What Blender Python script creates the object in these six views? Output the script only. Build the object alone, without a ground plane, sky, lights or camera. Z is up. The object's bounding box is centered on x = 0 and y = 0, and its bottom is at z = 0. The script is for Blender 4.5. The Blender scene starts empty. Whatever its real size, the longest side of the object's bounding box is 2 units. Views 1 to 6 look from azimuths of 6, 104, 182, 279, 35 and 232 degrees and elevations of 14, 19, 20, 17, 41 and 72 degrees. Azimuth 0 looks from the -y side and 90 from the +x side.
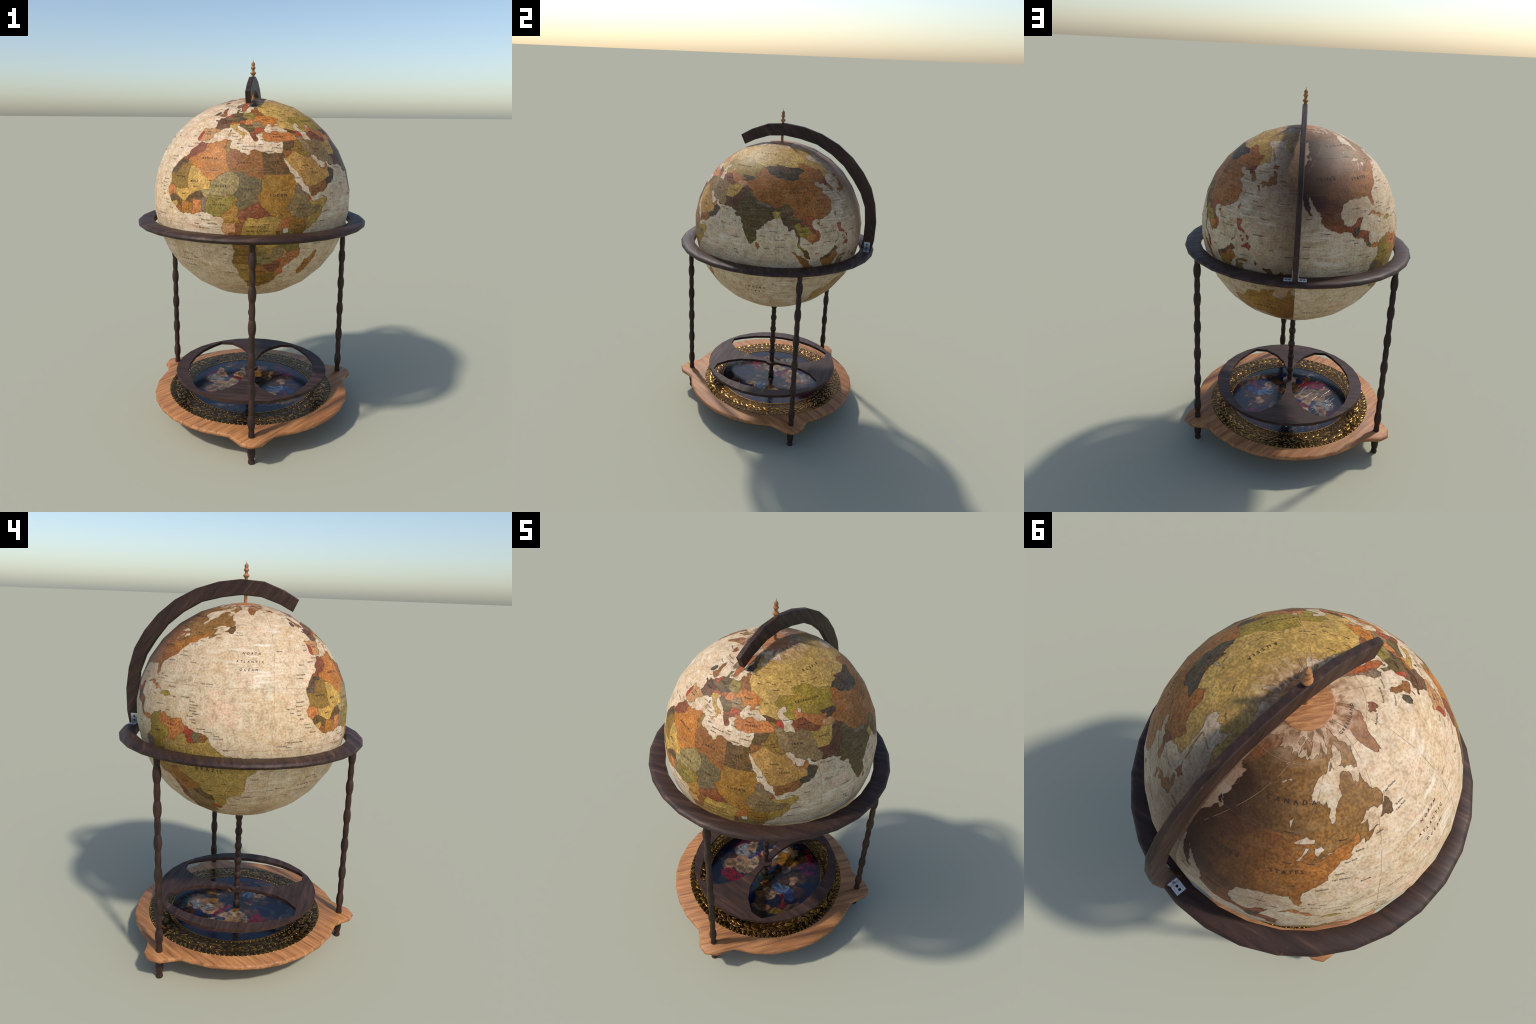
"""Antique floor globe on a turned-leg stand: a political world map on a faceted
sphere, a dark wooden horizon ring, half meridian, three turned legs, an open
shelf, and a round base with a gilded wreath frame round a painted roundel."""
import bpy, bmesh, math, random
import numpy as np
from mathutils import Vector, geometry

# ------------------------------------------------------------------ basics
AXIS = (0.0, 0.0168)                 # vertical axis of the whole stand
GLOBE_C = Vector((0.0, 0.0168, 1.269))
GLOBE_R = 0.5339
ROOT = bpy.data.objects.new("floor_globe", None)
bpy.context.scene.collection.objects.link(ROOT)
ROOT["label"] = "antique political floor globe on dark turned wooden stand with round base"
ROOT["category"] = "floor globe"


def srgb(r, g, b, k=1.0):
    f = lambda c: (c / 12.92 if c <= 0.04045 else ((c + 0.055) / 1.055) ** 2.4)
    return tuple(min(1.0, f(c / 255.0) * k) for c in (r, g, b)) + (1.0,)


def link(name, mesh, parent=ROOT, mat=None, stuff=False, loc=(0, 0, 0)):
    ob = bpy.data.objects.new(name, mesh)
    bpy.context.scene.collection.objects.link(ob)
    ob.parent = parent
    ob.location = loc
    if mat is not None:
        mesh.materials.append(mat)
    if stuff:
        ob["kind"] = "stuff"
    return ob


def mesh_from(name, verts, faces, sharp=35.0):
    me = bpy.data.meshes.new(name)
    me.from_pydata([tuple(v) for v in verts], [], faces)
    bm = bmesh.new()
    bm.from_mesh(me)
    bmesh.ops.remove_doubles(bm, verts=bm.verts, dist=1e-6)
    bmesh.ops.recalc_face_normals(bm, faces=bm.faces)
    lim = math.radians(sharp)
    for f in bm.faces:
        f.smooth = True
    for e in bm.edges:
        if len(e.link_faces) == 2:
            e.smooth = e.calc_face_angle(0.0) < lim
    bm.to_mesh(me)
    bm.free()
    return me


def loft(loops, cap_start=True, cap_end=True, closed=False):
    """quads between successive equal-length closed loops"""
    n = len(loops[0])
    verts = [p for l in loops for p in l]
    faces = []
    last = len(loops) if closed else len(loops) - 1
    for i in range(last):
        a, b = i * n, ((i + 1) % len(loops)) * n
        for j in range(n):
            k = (j + 1) % n
            faces.append((a + j, a + k, b + k, b + j))
    if not closed:
        if cap_start:
            faces.append(tuple(range(n))[::-1])
        if cap_end:
            faces.append(tuple(range((len(loops) - 1) * n, len(loops) * n)))
    return verts, faces


def turned(profile, centre=(0, 0), sides=14, phase=0.0):
    """revolve a list of (z, radius)"""
    loops = []
    for z, r in profile:
        loops.append([(centre[0] + r * math.cos(phase + 2 * math.pi * k / sides),
                       centre[1] + r * math.sin(phase + 2 * math.pi * k / sides), z) for k in range(sides)])
    return loft(loops)


def smooth_profile(points, steps=4):
    """Catmull-Rom through (z, r) control points"""
    out = []
    n = len(points)
    for i in range(n - 1):
        p0, p1, p2, p3 = points[max(0, i - 1)], points[i], points[i + 1], points[min(n - 1, i + 2)]
        for s in range(steps):
            t = s / steps
            out.append(tuple(0.5 * ((2 * b) + (-a + c) * t + (2 * a - 5 * b + 4 * c - d) * t * t + (-a + 3 * b - 3 * c + d) * t ** 3)
                             for a, b, c, d in zip(p0, p1, p2, p3)))
    out.append(points[-1])
    return out


# --------------------------------------------------------------- materials
class Nodes:
    def __init__(self, name):
        self.mat = bpy.data.materials.new(name)
        self.mat.use_nodes = True
        self.t = self.mat.node_tree
        self.t.nodes.clear()
        self.out = self.add("ShaderNodeOutputMaterial")
        self.bsdf = self.add("ShaderNodeBsdfPrincipled")
        self.t.links.new(self.bsdf.outputs[0], self.out.inputs[0])
        self.coord = self.add("ShaderNodeTexCoord").outputs["Object"]

    def add(self, kind, **kw):
        n = self.t.nodes.new(kind)
        for k, v in kw.items():
            setattr(n, k, v)
        return n

    def put(self, socket, value):
        if isinstance(value, bpy.types.NodeSocket):
            self.t.links.new(value, socket)
        else:
            socket.default_value = value

    def mapped(self, scale=(1, 1, 1), rot=(0, 0, 0), loc=(0, 0, 0), vec=None):
        vec = vec or self.coord
        if any(rot):                                  # turn first, stretch afterwards
            r = self.add("ShaderNodeMapping")
            self.put(r.inputs["Vector"], vec)
            r.inputs["Rotation"].default_value = rot
            vec = r.outputs[0]
        m = self.add("ShaderNodeMapping")
        self.put(m.inputs["Vector"], vec)
        m.inputs["Scale"].default_value = scale
        m.inputs["Location"].default_value = loc
        return m.outputs[0]

    def noise(self, vec, scale, detail=4.0, rough=0.55, distort=0.0, colour=False):
        n = self.add("ShaderNodeTexNoise")
        self.put(n.inputs["Vector"], vec)
        n.inputs["Scale"].default_value = scale
        n.inputs["Detail"].default_value = detail
        n.inputs["Roughness"].default_value = rough
        n.inputs["Distortion"].default_value = distort
        return n.outputs["Color" if colour else "Fac"]

    def ramp(self, fac, stops, mode="LINEAR"):
        r = self.add("ShaderNodeValToRGB")
        r.color_ramp.interpolation = mode
        el = r.color_ramp.elements
        while len(el) < len(stops):
            el.new(0.5)
        for e, (p, c) in zip(el, stops):
            e.position = p
            e.color = c if not isinstance(c, (int, float)) else (c, c, c, 1)
        self.put(r.inputs["Fac"], fac)
        return r.outputs["Color"]

    def math(self, op, a, b=0.0, c=0.0, clamp=False):
        m = self.add("ShaderNodeMath", operation=op, use_clamp=clamp)
        for s, v in zip(m.inputs, (a, b, c)):
            self.put(s, v)
        return m.outputs[0]

    def mix(self, fac, a, b, mode="MIX"):
        m = self.add("ShaderNodeMix", data_type="RGBA", blend_type=mode)
        self.put(m.inputs[0], fac)
        self.put(m.inputs[6], a)
        self.put(m.inputs[7], b)
        return m.outputs[2]

    def split(self, vec=None):
        s = self.add("ShaderNodeSeparateXYZ")
        self.put(s.inputs[0], vec or self.coord)
        return s.outputs

    def bump(self, height, strength=0.3, distance=0.002):
        b = self.add("ShaderNodeBump")
        b.inputs["Strength"].default_value = strength
        b.inputs["Distance"].default_value = distance
        self.put(b.inputs["Height"], height)
        self.t.links.new(b.outputs[0], self.bsdf.inputs["Normal"])

    def set(self, **kw):
        for k, v in kw.items():
            self.put(self.bsdf.inputs[k.replace("_", " ")], v)
        return self.mat


def dark_wood(name, rot=(0.0, 0.0, 0.0), along="x", tint=1.0):
    n = Nodes(name)
    sc = {"x": (1.0, 9.0, 9.0), "z": (9.0, 9.0, 1.6)}[along]
    v = n.mapped(scale=sc, rot=rot)
    grain = n.noise(v, 4.0, 6, 0.62, 0.6)
    col = n.ramp(grain, [(0.30, srgb(31, 21, 17, tint)), (0.45, srgb(50, 33, 26, tint)),
                         (0.58, srgb(62, 42, 33, tint)), (0.72, srgb(86, 62, 50, tint))])
    blue = n.noise(n.mapped(scale=sc, rot=rot, loc=(3, 1, 2)), 2.2, 3, 0.5)
    col = n.mix(n.ramp(blue, [(0.54, 0.0), (0.70, 0.3)]), col, srgb(42, 35, 38, tint))
    worn = n.noise(n.mapped(scale=(14, 14, 14)), 3.0, 8, 0.7)
    col = n.mix(n.ramp(worn, [(0.61, 0.0), (0.71, 0.5)]), col, srgb(118, 74, 44, tint))
    n.bump(grain, 0.22, 0.003)
    return n.set(Base_Color=col, Roughness=n.ramp(grain, [(0.3, 0.62), (0.7, 0.48)]), Specular_IOR_Level=0.3)


def light_wood(name, rot, stretch=(1.1, 10.0, 10.0)):
    n = Nodes(name)
    v = n.mapped(scale=stretch, rot=(0, 0, rot))
    grain = n.noise(v, 3.6, 7, 0.6, 0.8)
    col = n.ramp(grain, [(0.26, srgb(120, 76, 44)), (0.42, srgb(150, 98, 57)),
                         (0.55, srgb(172, 117, 70)), (0.75, srgb(192, 138, 88))])
    streak = n.noise(n.mapped(scale=(0.8, 22, 22), rot=(0, 0, rot)), 3.0, 5, 0.6, 0.5)
    col = n.mix(n.ramp(streak, [(0.50, 0.0), (0.66, 0.75)]), col, srgb(108, 70, 44))
    fleck = n.noise(n.mapped(scale=(20, 20, 20)), 4.0, 6, 0.7)
    col = n.mix(n.ramp(fleck, [(0.62, 0.0), (0.74, 0.45)]), col, srgb(226, 176, 134))
    n.bump(n.mix(0.5, grain, streak), 0.35, 0.004)
    return n.set(Base_Color=col, Roughness=0.55, Specular_IOR_Level=0.35)


def paper(name, base, sea=False):
    """printed and varnished paper: mottled, fibrous, browned along the map's edge"""
    n = Nodes(name)
    c = n.coord
    big = n.noise(c, 5.0, 5, 0.6)
    mid = n.noise(n.mapped(loc=(5, 2, 1)), 26.0, 5, 0.65)
    fine = n.noise(n.mapped(loc=(1, 7, 3)), 120.0, 4, 0.6)
    if sea:
        col = n.ramp(big, [(0.30, srgb(188, 156, 116)), (0.44, srgb(210, 180, 140)),
                           (0.55, srgb(206, 182, 148)), (0.68, srgb(224, 184, 150))])
        tint = n.noise(n.mapped(loc=(9, 4, 6)), 13.0, 6, 0.7)
        col = n.mix(n.ramp(tint, [(0.52, 0.0), (0.70, 0.55)]), col, srgb(188, 182, 154))
        col = n.mix(n.ramp(tint, [(0.28, 0.7), (0.44, 0.0)]), col, srgb(204, 158, 122))
        col = n.mix(n.ramp(mid, [(0.50, 0.0), (0.66, 0.75)]), col, srgb(168, 138, 104))
        col = n.mix(n.ramp(mid, [(0.32, 0.75), (0.46, 0.0)]), col, srgb(228, 208, 178))
        col = n.mix(n.ramp(fine, [(0.48, 0.0), (0.66, 0.6)]), col, srgb(146, 118, 86))
        col = n.mix(n.ramp(fine, [(0.32, 0.4), (0.46, 0.0)]), col, srgb(214, 200, 174))
    else:
        col = n.mix(n.ramp(big, [(0.40, 0.0), (0.68, 0.40)]), base, srgb(104, 70, 34))
        hue = n.noise(n.mapped(loc=(3, 8, 2)), 9.0, 5, 0.65)
        col = n.mix(n.ramp(hue, [(0.52, 0.0), (0.70, 0.38)]), col, srgb(176, 104, 44))
        col = n.mix(n.ramp(hue, [(0.30, 0.32), (0.46, 0.0)]), col, srgb(120, 110, 60))
        col = n.mix(n.ramp(mid, [(0.46, 0.0), (0.64, 0.75)]), col,
                    tuple(x * 0.55 for x in base[:3]) + (1,))
        col = n.mix(n.ramp(mid, [(0.32, 0.55), (0.47, 0.0)]), col,
                    tuple(min(1, x * 1.25 + 0.02) for x in base[:3]) + (1,))
        col = n.mix(n.ramp(fine, [(0.45, 0.0), (0.60, 0.8)]), col, tuple(x * 0.40 for x in base[:3]) + (1,))
        col = n.mix(n.ramp(fine, [(0.30, 0.35), (0.45, 0.0)]), col, tuple(min(1, x * 1.2 + 0.05) for x in base[:3]) + (1,))
    # rubbed horizontal scuffs
    scuff = n.noise(n.mapped(scale=(3.0, 3.0, 22.0), loc=(2, 5, 8)), 3.0, 7, 0.68)
    patch = n.noise(n.mapped(loc=(4, 1, 9)), 3.2, 3, 0.5)
    rub = n.math("MULTIPLY", n.ramp(scuff, [(0.52, 0.0), (0.62, 1.0)]), n.ramp(patch, [(0.42, 0.15), (0.62, 0.8)]))
    col = n.mix(n.math("MULTIPLY", rub, 0.75 if sea else 0.22), col, srgb(232, 220, 200) if sea else srgb(206, 178, 130))
    drag = n.noise(n.mapped(scale=(4.0, 4.0, 34.0), loc=(7, 3, 2)), 3.0, 6, 0.66)
    col = n.mix(n.ramp(drag, [(0.60, 0.0), (0.72, 0.5)]), col, srgb(150, 116, 82) if sea else tuple(k * 0.45 for k in base[:3]) + (1,))
    # sheet pinched into streaks round the pole
    px, py, pz = n.split()
    rad = n.math("SQRT", n.math("ADD", n.math("MULTIPLY", px, px), n.math("MULTIPLY", py, py)))
    comb = n.add("ShaderNodeCombineXYZ")
    n.put(comb.inputs[0], n.math("DIVIDE", px, n.math("MAXIMUM", rad, 0.01)))
    n.put(comb.inputs[1], n.math("DIVIDE", py, n.math("MAXIMUM", rad, 0.01)))
    n.put(comb.inputs[2], n.math("MULTIPLY", rad, 7.0))
    streaks = n.noise(comb.outputs[0], 5.0, 6, 0.62, 0.5)
    polar = n.math("MULTIPLY", n.ramp(rad, [(0.085, 1.0), (0.175, 0.0)]), n.math("GREATER_THAN", pz, 0.0))
    col = n.mix(n.math("MULTIPLY", polar, 0.9), col,
                n.ramp(streaks, [(0.34, srgb(84, 58, 36)), (0.46, srgb(140, 100, 66)), (0.56, srgb(186, 150, 116)), (0.68, srgb(206, 180, 150))]))
    # brown stain beside the vertical joint of the printed sheet
    x, y, z = n.split()
    ang = n.math("ARCTAN2", x, y)                     # + on the old-world side of the joint, radians
    wob = n.math("MULTIPLY", n.math("SUBTRACT", n.noise(c, 8.0, 6, 0.65), 0.5), 0.5)
    old = n.math("GREATER_THAN", ang, 0.0)
    high = n.math("MULTIPLY_ADD", z, 0.94, 0.5)       # 0 south pole .. 1 north pole
    d_old = n.math("ADD", ang, n.math("MULTIPLY", wob, 0.8))
    s_old = n.math("MULTIPLY", n.ramp(d_old, [(0.0, 1.0), (0.16, 0.85), (0.45, 0.48), (0.95, 0.0)]), old)
    s_old = n.math("MULTIPLY", s_old, n.ramp(high, [(0.15, 0.85), (0.35, 0.70), (0.60, 0.80), (0.80, 1.0), (0.95, 0.9)]), clamp=True)
    col = n.mix(s_old, col, n.mix(0.50, n.mix(1.0, col, srgb(158, 120, 92), "MULTIPLY"), srgb(78, 52, 36)))
    d_new = n.math("ADD", n.math("MULTIPLY", ang, -1.0), wob)
    s_new = n.math("MULTIPLY", n.ramp(d_new, [(0.0, 1.0), (0.18, 0.97), (0.36, 0.84), (0.62, 0.56), (1.0, 0.12)]), n.math("SUBTRACT", 1.0, old))
    s_new = n.math("MULTIPLY", s_new, n.ramp(high, [(0.50, 0.12), (0.62, 0.35), (0.72, 1.0), (0.95, 1.0), (1.0, 0.5)]), clamp=True)
    col = n.mix(n.math("MULTIPLY", s_new, 0.72 if sea else 0.95), col, srgb(100, 66, 48) if sea else srgb(38, 20, 11))
    n.bump(fine, 0.10, 0.001)
    return n.set(Base_Color=col, Roughness=n.ramp(big, [(0.3, 0.50), (0.7, 0.62)]), Specular_IOR_Level=0.32)


PALETTE = {
    "orange": (200, 130, 48), "brown": (152, 99, 42), "dark_olive": (104, 79, 38), "gold": (172, 128, 46),
    "grey_green": (160, 146, 98), "slate": (116, 107, 76), "yellow": (214, 178, 92), "olive": (150, 119, 44),
    "red_brown": (138, 78, 48), "green": (148, 134, 58), "salmon": (204, 131, 70), "pale_yellow": (190, 160, 78),
    "black_green": (76, 68, 48), "dark_brown": (104, 68, 38), "red": (182, 72, 46), "grey_beige": (150, 129, 88),
    "peach": (214, 164, 112), "pale_gold": (194, 152, 80), "moss": (104, 87, 44), "lime": (168, 147, 52),
    "rust": (178, 96, 48), "ochre": (178, 124, 48), "violet_grey": (134, 117, 98), "russia": (208, 175, 94),
    "china": (176, 112, 44), "canada": (152, 112, 50), "states": (182, 120, 48), "mexico": (166, 84, 36),
    "brazil": (194, 167, 88), "australia": (192, 150, 58),
}
MAT_LAND = {}


def land_mat(key):
    if key not in MAT_LAND:
        MAT_LAND[key] = paper("printed_land_" + key, srgb(*(k * w for k, w in zip(PALETTE[key], (1.03, 0.97, 0.90))), 0.93))
    return MAT_LAND[key]


MAT_SEA = paper("printed_sea", srgb(216, 196, 168), sea=True)


def plain(name, col, rough=0.6, metal=0.0, spec=0.4):
    n = Nodes(name)
    g = n.noise(n.coord, 60.0, 4)
    c = n.mix(n.ramp(g, [(0.35, 0.0), (0.7, 0.35)]), col, tuple(x * 0.6 for x in col[:3]) + (1,))
    return n.set(Base_Color=c, Roughness=rough, Metallic=metal, Specular_IOR_Level=spec)


MAT_INK = plain("map_ink", srgb(98, 72, 46))
MAT_TYPE = plain("map_type", srgb(58, 40, 28))
MAT_FINE = plain("map_faint_ink", srgb(150, 118, 88))
MAT_RING = dark_wood("dark_walnut_ring", rot=(0, 0, -0.35))
MAT_SHELF = dark_wood("dark_walnut_shelf", rot=(0, 0, 0.06))
MAT_ARC = dark_wood("dark_walnut_meridian", rot=(0.9, 0, math.pi / 2), tint=0.95)
MAT_LEG = dark_wood("dark_walnut_turned", along="z", tint=0.9)
MAT_BASE = light_wood("light_oak_base", rot=math.radians(-53))
MAT_CAP = light_wood("light_oak_cap", rot=math.radians(-60), stretch=(5, 34, 34))
MAT_FINIAL = light_wood("light_oak_turned", rot=0.0, stretch=(24, 24, 5))

# ------------------------------------------------------ map projection rules
ROB_X = [1, .9986, .9954, .99, .9822, .973, .96, .9427, .9216, .8962, .8679, .835, .7986, .7597, .7186, .6732, .6213, .5722, .5322]
ROB_Y = [0, .062, .124, .186, .248, .31, .372, .434, .4958, .5571, .6176, .6769, .7346, .7903, .8435, .8936, .9394, .9761, 1]
LATS = np.arange(0, 91, 5)
AZ0, AZ_K, LON0 = -99.06, 1.4096, 9.587
EL0, EL_K = -7.6, 99.4
AZ_MIN, AZ_MAX = -270.0, 90.0      # the sheet meets behind the meridian arc


def to_globe(lon, lat):
    """geographic degrees -> (azimuth, elevation) on the sphere, Robinson sheet wrapped once round"""
    x = np.interp(abs(lat), LATS, ROB_X)
    y = math.copysign(float(np.interp(abs(lat), LATS, ROB_Y)), lat)
    return AZ0 + AZ_K * (lon - LON0) * x, EL0 + EL_K * y


STEP = 12.0


def on_sphere(az, el, lift=0.0):
    """point of the faceted sphere (12 degree facets), relative to its centre"""
    el = max(-90.0, min(90.0, el))
    i = math.floor(az / STEP)
    s = az / STEP - i
    j = math.floor((el + 90.0) / STEP)
    j = min(j, 14)
    t = (el + 90.0) / STEP - j

    def corner(a, b):
        A, B = math.radians(a * STEP), math.radians(b * STEP - 90.0)
        return Vector((math.cos(A) * math.cos(B), math.sin(A) * math.cos(B), math.sin(B)))
    p = (corner(i, j) * (1 - s) + corner(i + 1, j) * s) * (1 - t) + (corner(i, j + 1) * (1 - s) + corner(i + 1, j + 1) * s) * t
    return p * GLOBE_R + radial(az, el) * lift


def radial(az, el):
    A, B = math.radians(az), math.radians(el)
    return Vector((math.cos(A) * math.cos(B), math.sin(A) * math.cos(B), math.sin(B)))


def wander(a, b, amount, out):
    """fractal line from a to b (the same whichever neighbour draws it)"""
    L = math.hypot((a[0] - b[0]) * math.cos(math.radians((a[1] + b[1]) / 2)), a[1] - b[1])
    if L < 0.85 or amount == 0:
        out.append(b)
        return
    lo, hi = sorted((a, b))
    rnd = random.Random("%.2f %.2f %.2f %.2f" % (lo + hi))
    k = rnd.uniform(-1, 1) * amount
    m = ((a[0] + b[0]) / 2 - k * (hi[1] - lo[1]), (a[1] + b[1]) / 2 + k * (hi[0] - lo[0]))
    wander(a, m, amount, out)
    wander(m, b, amount, out)


def rough_outline(points, amount, straight=False):
    out = []
    n = len(points)
    for i in range(n):
        a, b = points[i], points[(i + 1) % n]
        flat = straight and (abs(a[0] - b[0]) < 0.15 or abs(a[1] - b[1]) < 0.15)
        if flat:
            k = max(1, int(max(abs(a[0] - b[0]), abs(a[1] - b[1])) / 4))
            out += [(a[0] + (b[0] - a[0]) * s / k, a[1] + (b[1] - a[1]) * s / k) for s in range(1, k + 1)]
        else:
            wander(a, b, amount, out)
    res = []
    for lon, lat in out:
        az, el = to_globe(lon, lat)
        res.append((min(AZ_MAX, max(AZ_MIN, az)), min(88.0, el)))
    return np.array(res)


LANDS, LAKES, COUNTRIES = [], [], []


def land(points, country=None):
    LANDS.append((rough_outline(points, 0.20), country))


def lake(*points):
    LAKES.append(rough_outline(list(points), 0.18))


def country(colour, *points):
    COUNTRIES.append((colour, rough_outline(list(points), 0.10, straight=True)))


# ------------------------------------------------------------- coastlines
africa_north = [(-5.9, 35.8), (-2.9, 35.2), (0, 35.9), (3, 36.8), (6, 36.9), (9.8, 37.3), (11, 36.9), (10.5, 35.7), (10.1, 34.2), (11.2, 33.2),
                (13.2, 32.9), (15.2, 32.3), (15.7, 31.4), (18, 30.6), (19.3, 30.3), (20, 31), (20.1, 32.2), (21.7, 32.9), (23.2, 32.3), (25, 31.6),
                (29, 30.9), (31, 31.5), (32.3, 31.2), (32.5, 30)]
africa_east = [(33.6, 27.8), (35.5, 24), (35.6, 23), (37.2, 21), (37.3, 19), (38.6, 18), (39.7, 15.4), (41.2, 14.6), (42.8, 12.8), (43.3, 11.6),
               (44.6, 10.4), (47, 11.1), (51.2, 11.9), (50.8, 9.4), (49.8, 8), (48, 4.4), (46, 2.4), (43.5, .6), (41.5, -1.7), (40.2, -2.6),
               (39.2, -4.7), (38.8, -6.2), (39.5, -7), (39.6, -9.5), (40.5, -10.7), (40.7, -15), (37, -17.7), (34.8, -19.8), (35.5, -22), (35.4, -24),
               (32.8, -25.6), (32.8, -27.5), (31, -29.8), (28, -32.8), (25.7, -34), (22, -34.1), (20, -34.8)]
africa_west = [(18.4, -34.2), (18.2, -32), (16.9, -29), (15, -26.7), (14.4, -22.7), (12.5, -18.5), (11.8, -16.5), (12.5, -13.3), (13.7, -10.7),
               (12.9, -8.5), (12.3, -6), (11, -3.8), (9.2, -1.6), (8.8, -.7), (9.5, 1), (9.8, 2.5), (9.6, 4), (8.5, 4.6), (6, 4.3), (5, 5.5),
               (3.5, 6.4), (1.2, 6.1), (-2, 4.8), (-4.5, 5.2), (-7.5, 4.4), (-9, 5), (-11.4, 6.8), (-13.2, 8.7), (-15, 10.9), (-16.8, 12.5),
               (-17.4, 14.7), (-16.4, 16.2), (-16.2, 19), (-17, 21), (-16, 23.8), (-14.8, 26), (-12.9, 27.9), (-11, 28.8), (-9.7, 30), (-9.3, 32.3), (-6.9, 34)]
land(africa_north + africa_east + africa_west)

mediterranean = [(32.5, 30), (32.3, 31.2), (34.2, 31.3), (35, 32.8), (35.9, 35), (36, 36.6), (34, 36.3), (32.3, 36.1), (30.5, 36.7), (29, 36.4),
                 (27.3, 37), (26.4, 38.5), (26.2, 39.5), (27.5, 40.4), (26, 40.8), (24.5, 40.8), (23.7, 40.2), (22.8, 40.4), (23, 39.3), (24, 38),
                 (22.9, 36.7), (21.8, 36.9), (21.2, 38.2), (20, 39.7), (19.4, 41.5), (17.6, 42.9), (15.2, 44.3), (13.7, 45.1), (12.4, 45.3), (12.4, 44.2),
                 (14, 42.4), (16, 41.7), (18.4, 40.1), (16.9, 40.4), (17, 39), (15.7, 38), (16, 39.3), (14.3, 40.8), (12.3, 41.8), (10.4, 43.2),
                 (8.8, 44.4), (7, 43.5), (4.5, 43.4), (3.1, 42.8), (3.1, 41.8), (.8, 40.8), (-.3, 39.3), (.1, 38.6), (-.8, 37.6), (-2.2, 36.8),
                 (-4.6, 36.6), (-5.6, 36)]
atlantic_europe = [(-6.4, 36.8), (-8.9, 37), (-9.4, 38.7), (-8.7, 41), (-9.2, 43), (-7.8, 43.7), (-4, 43.5), (-1.6, 43.4), (-1.2, 45), (-2, 47),
                   (-4.6, 48), (-4.6, 48.6), (-1.6, 48.7), (-1.8, 49.6), (.1, 49.5), (1.6, 50.7), (3.6, 51.4), (4.8, 53), (7, 53.6), (8.7, 54),
                   (8.2, 56), (8.2, 57.1), (10.6, 57.7), (10.3, 56.5), (10, 54.9), (11, 54), (13.5, 54.4), (16.5, 54.5), (18.6, 54.7), (19.5, 54.4),
                   (21, 55.3), (21, 57), (22.6, 57.7), (24.2, 57.1), (24.3, 58.3), (23.5, 59.2), (27, 59.5), (30, 59.9), (28, 60.5), (25, 60.2),
                   (22.5, 59.9), (21.3, 61), (21.5, 63), (25, 65), (24, 65.8), (22, 65.5), (21, 64.2), (17.7, 62.5), (17.2, 60.8), (18.8, 60),
                   (18, 58.9), (16.5, 57), (15.8, 56.1), (14.3, 55.5), (12.9, 55.5), (12, 57.6), (10.7, 59.2), (8, 58.1), (5.6, 58.9), (5, 61.5),
                   (8.5, 63.5), (12, 65.5), (14.7, 68), (18.5, 69.7), (25.5, 71)]
arctic_coast = [(30.5, 70), (36, 69.2), (41, 67.4), (40, 66.3), (34.5, 66.7), (33, 66.7), (34.5, 64.6), (37.5, 63.9), (40, 64.6), (42, 66.4),
                (44, 66.2), (44, 68.5), (46.5, 68), (53.5, 68.5), (60, 69), (66.5, 69), (67.5, 71), (70, 73), (73.5, 71.5), (73, 68.5),
                (74.5, 68.5), (75, 72), (81, 73.6), (87, 75.1), (98, 76.3), (104, 77.7), (112, 76.4), (113, 74), (127, 73.4), (131, 71),
                (140, 72.5), (150, 71.6), (160, 70), (170, 69.8), (178, 69.2), (185, 67), (187, 65.8), (179, 64.6), (178, 62.5), (172, 60.5),
                (165, 60), (163, 58.5), (162, 56), (158, 52), (156.7, 51), (155.7, 54), (156, 57), (160, 60.5), (163.5, 61.8), (160, 61.7),
                (155, 59.5), (149, 59.5), (142, 59.2), (137, 55), (139, 54.2), (141.2, 52.5), (140.5, 48.5), (136, 44.5), (132, 43.2), (130, 42)]
pacific_asia = [(127.5, 39.7), (129.3, 37), (129, 35.3), (126.5, 34.5), (126.5, 37.3), (125, 38), (125, 39.6), (121.5, 39), (121.8, 40.8),
                (118, 39.1), (119, 37.3), (122.3, 37.2), (119.4, 35), (121.8, 31.8), (121.8, 29.5), (119.8, 26), (117, 23.5), (113.5, 22.2),
                (110.5, 21.2), (110.2, 20.4), (109.8, 21.5), (108, 21.6), (106.5, 20), (105.8, 18.8), (108.5, 15.8), (109.3, 12.5), (107, 10.4),
                (105, 8.7), (104.8, 10.2), (103, 10.8), (101, 12.6), (100.1, 13.4), (99.3, 11), (99.3, 9.3), (100.6, 7.2), (102.2, 6.2),
                (103.4, 4), (104.2, 1.4), (103.3, 1.4), (101.3, 2.8), (100.3, 5.8), (98.3, 8), (98.6, 10.5), (97.6, 15.5), (97.2, 16.8)]
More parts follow.
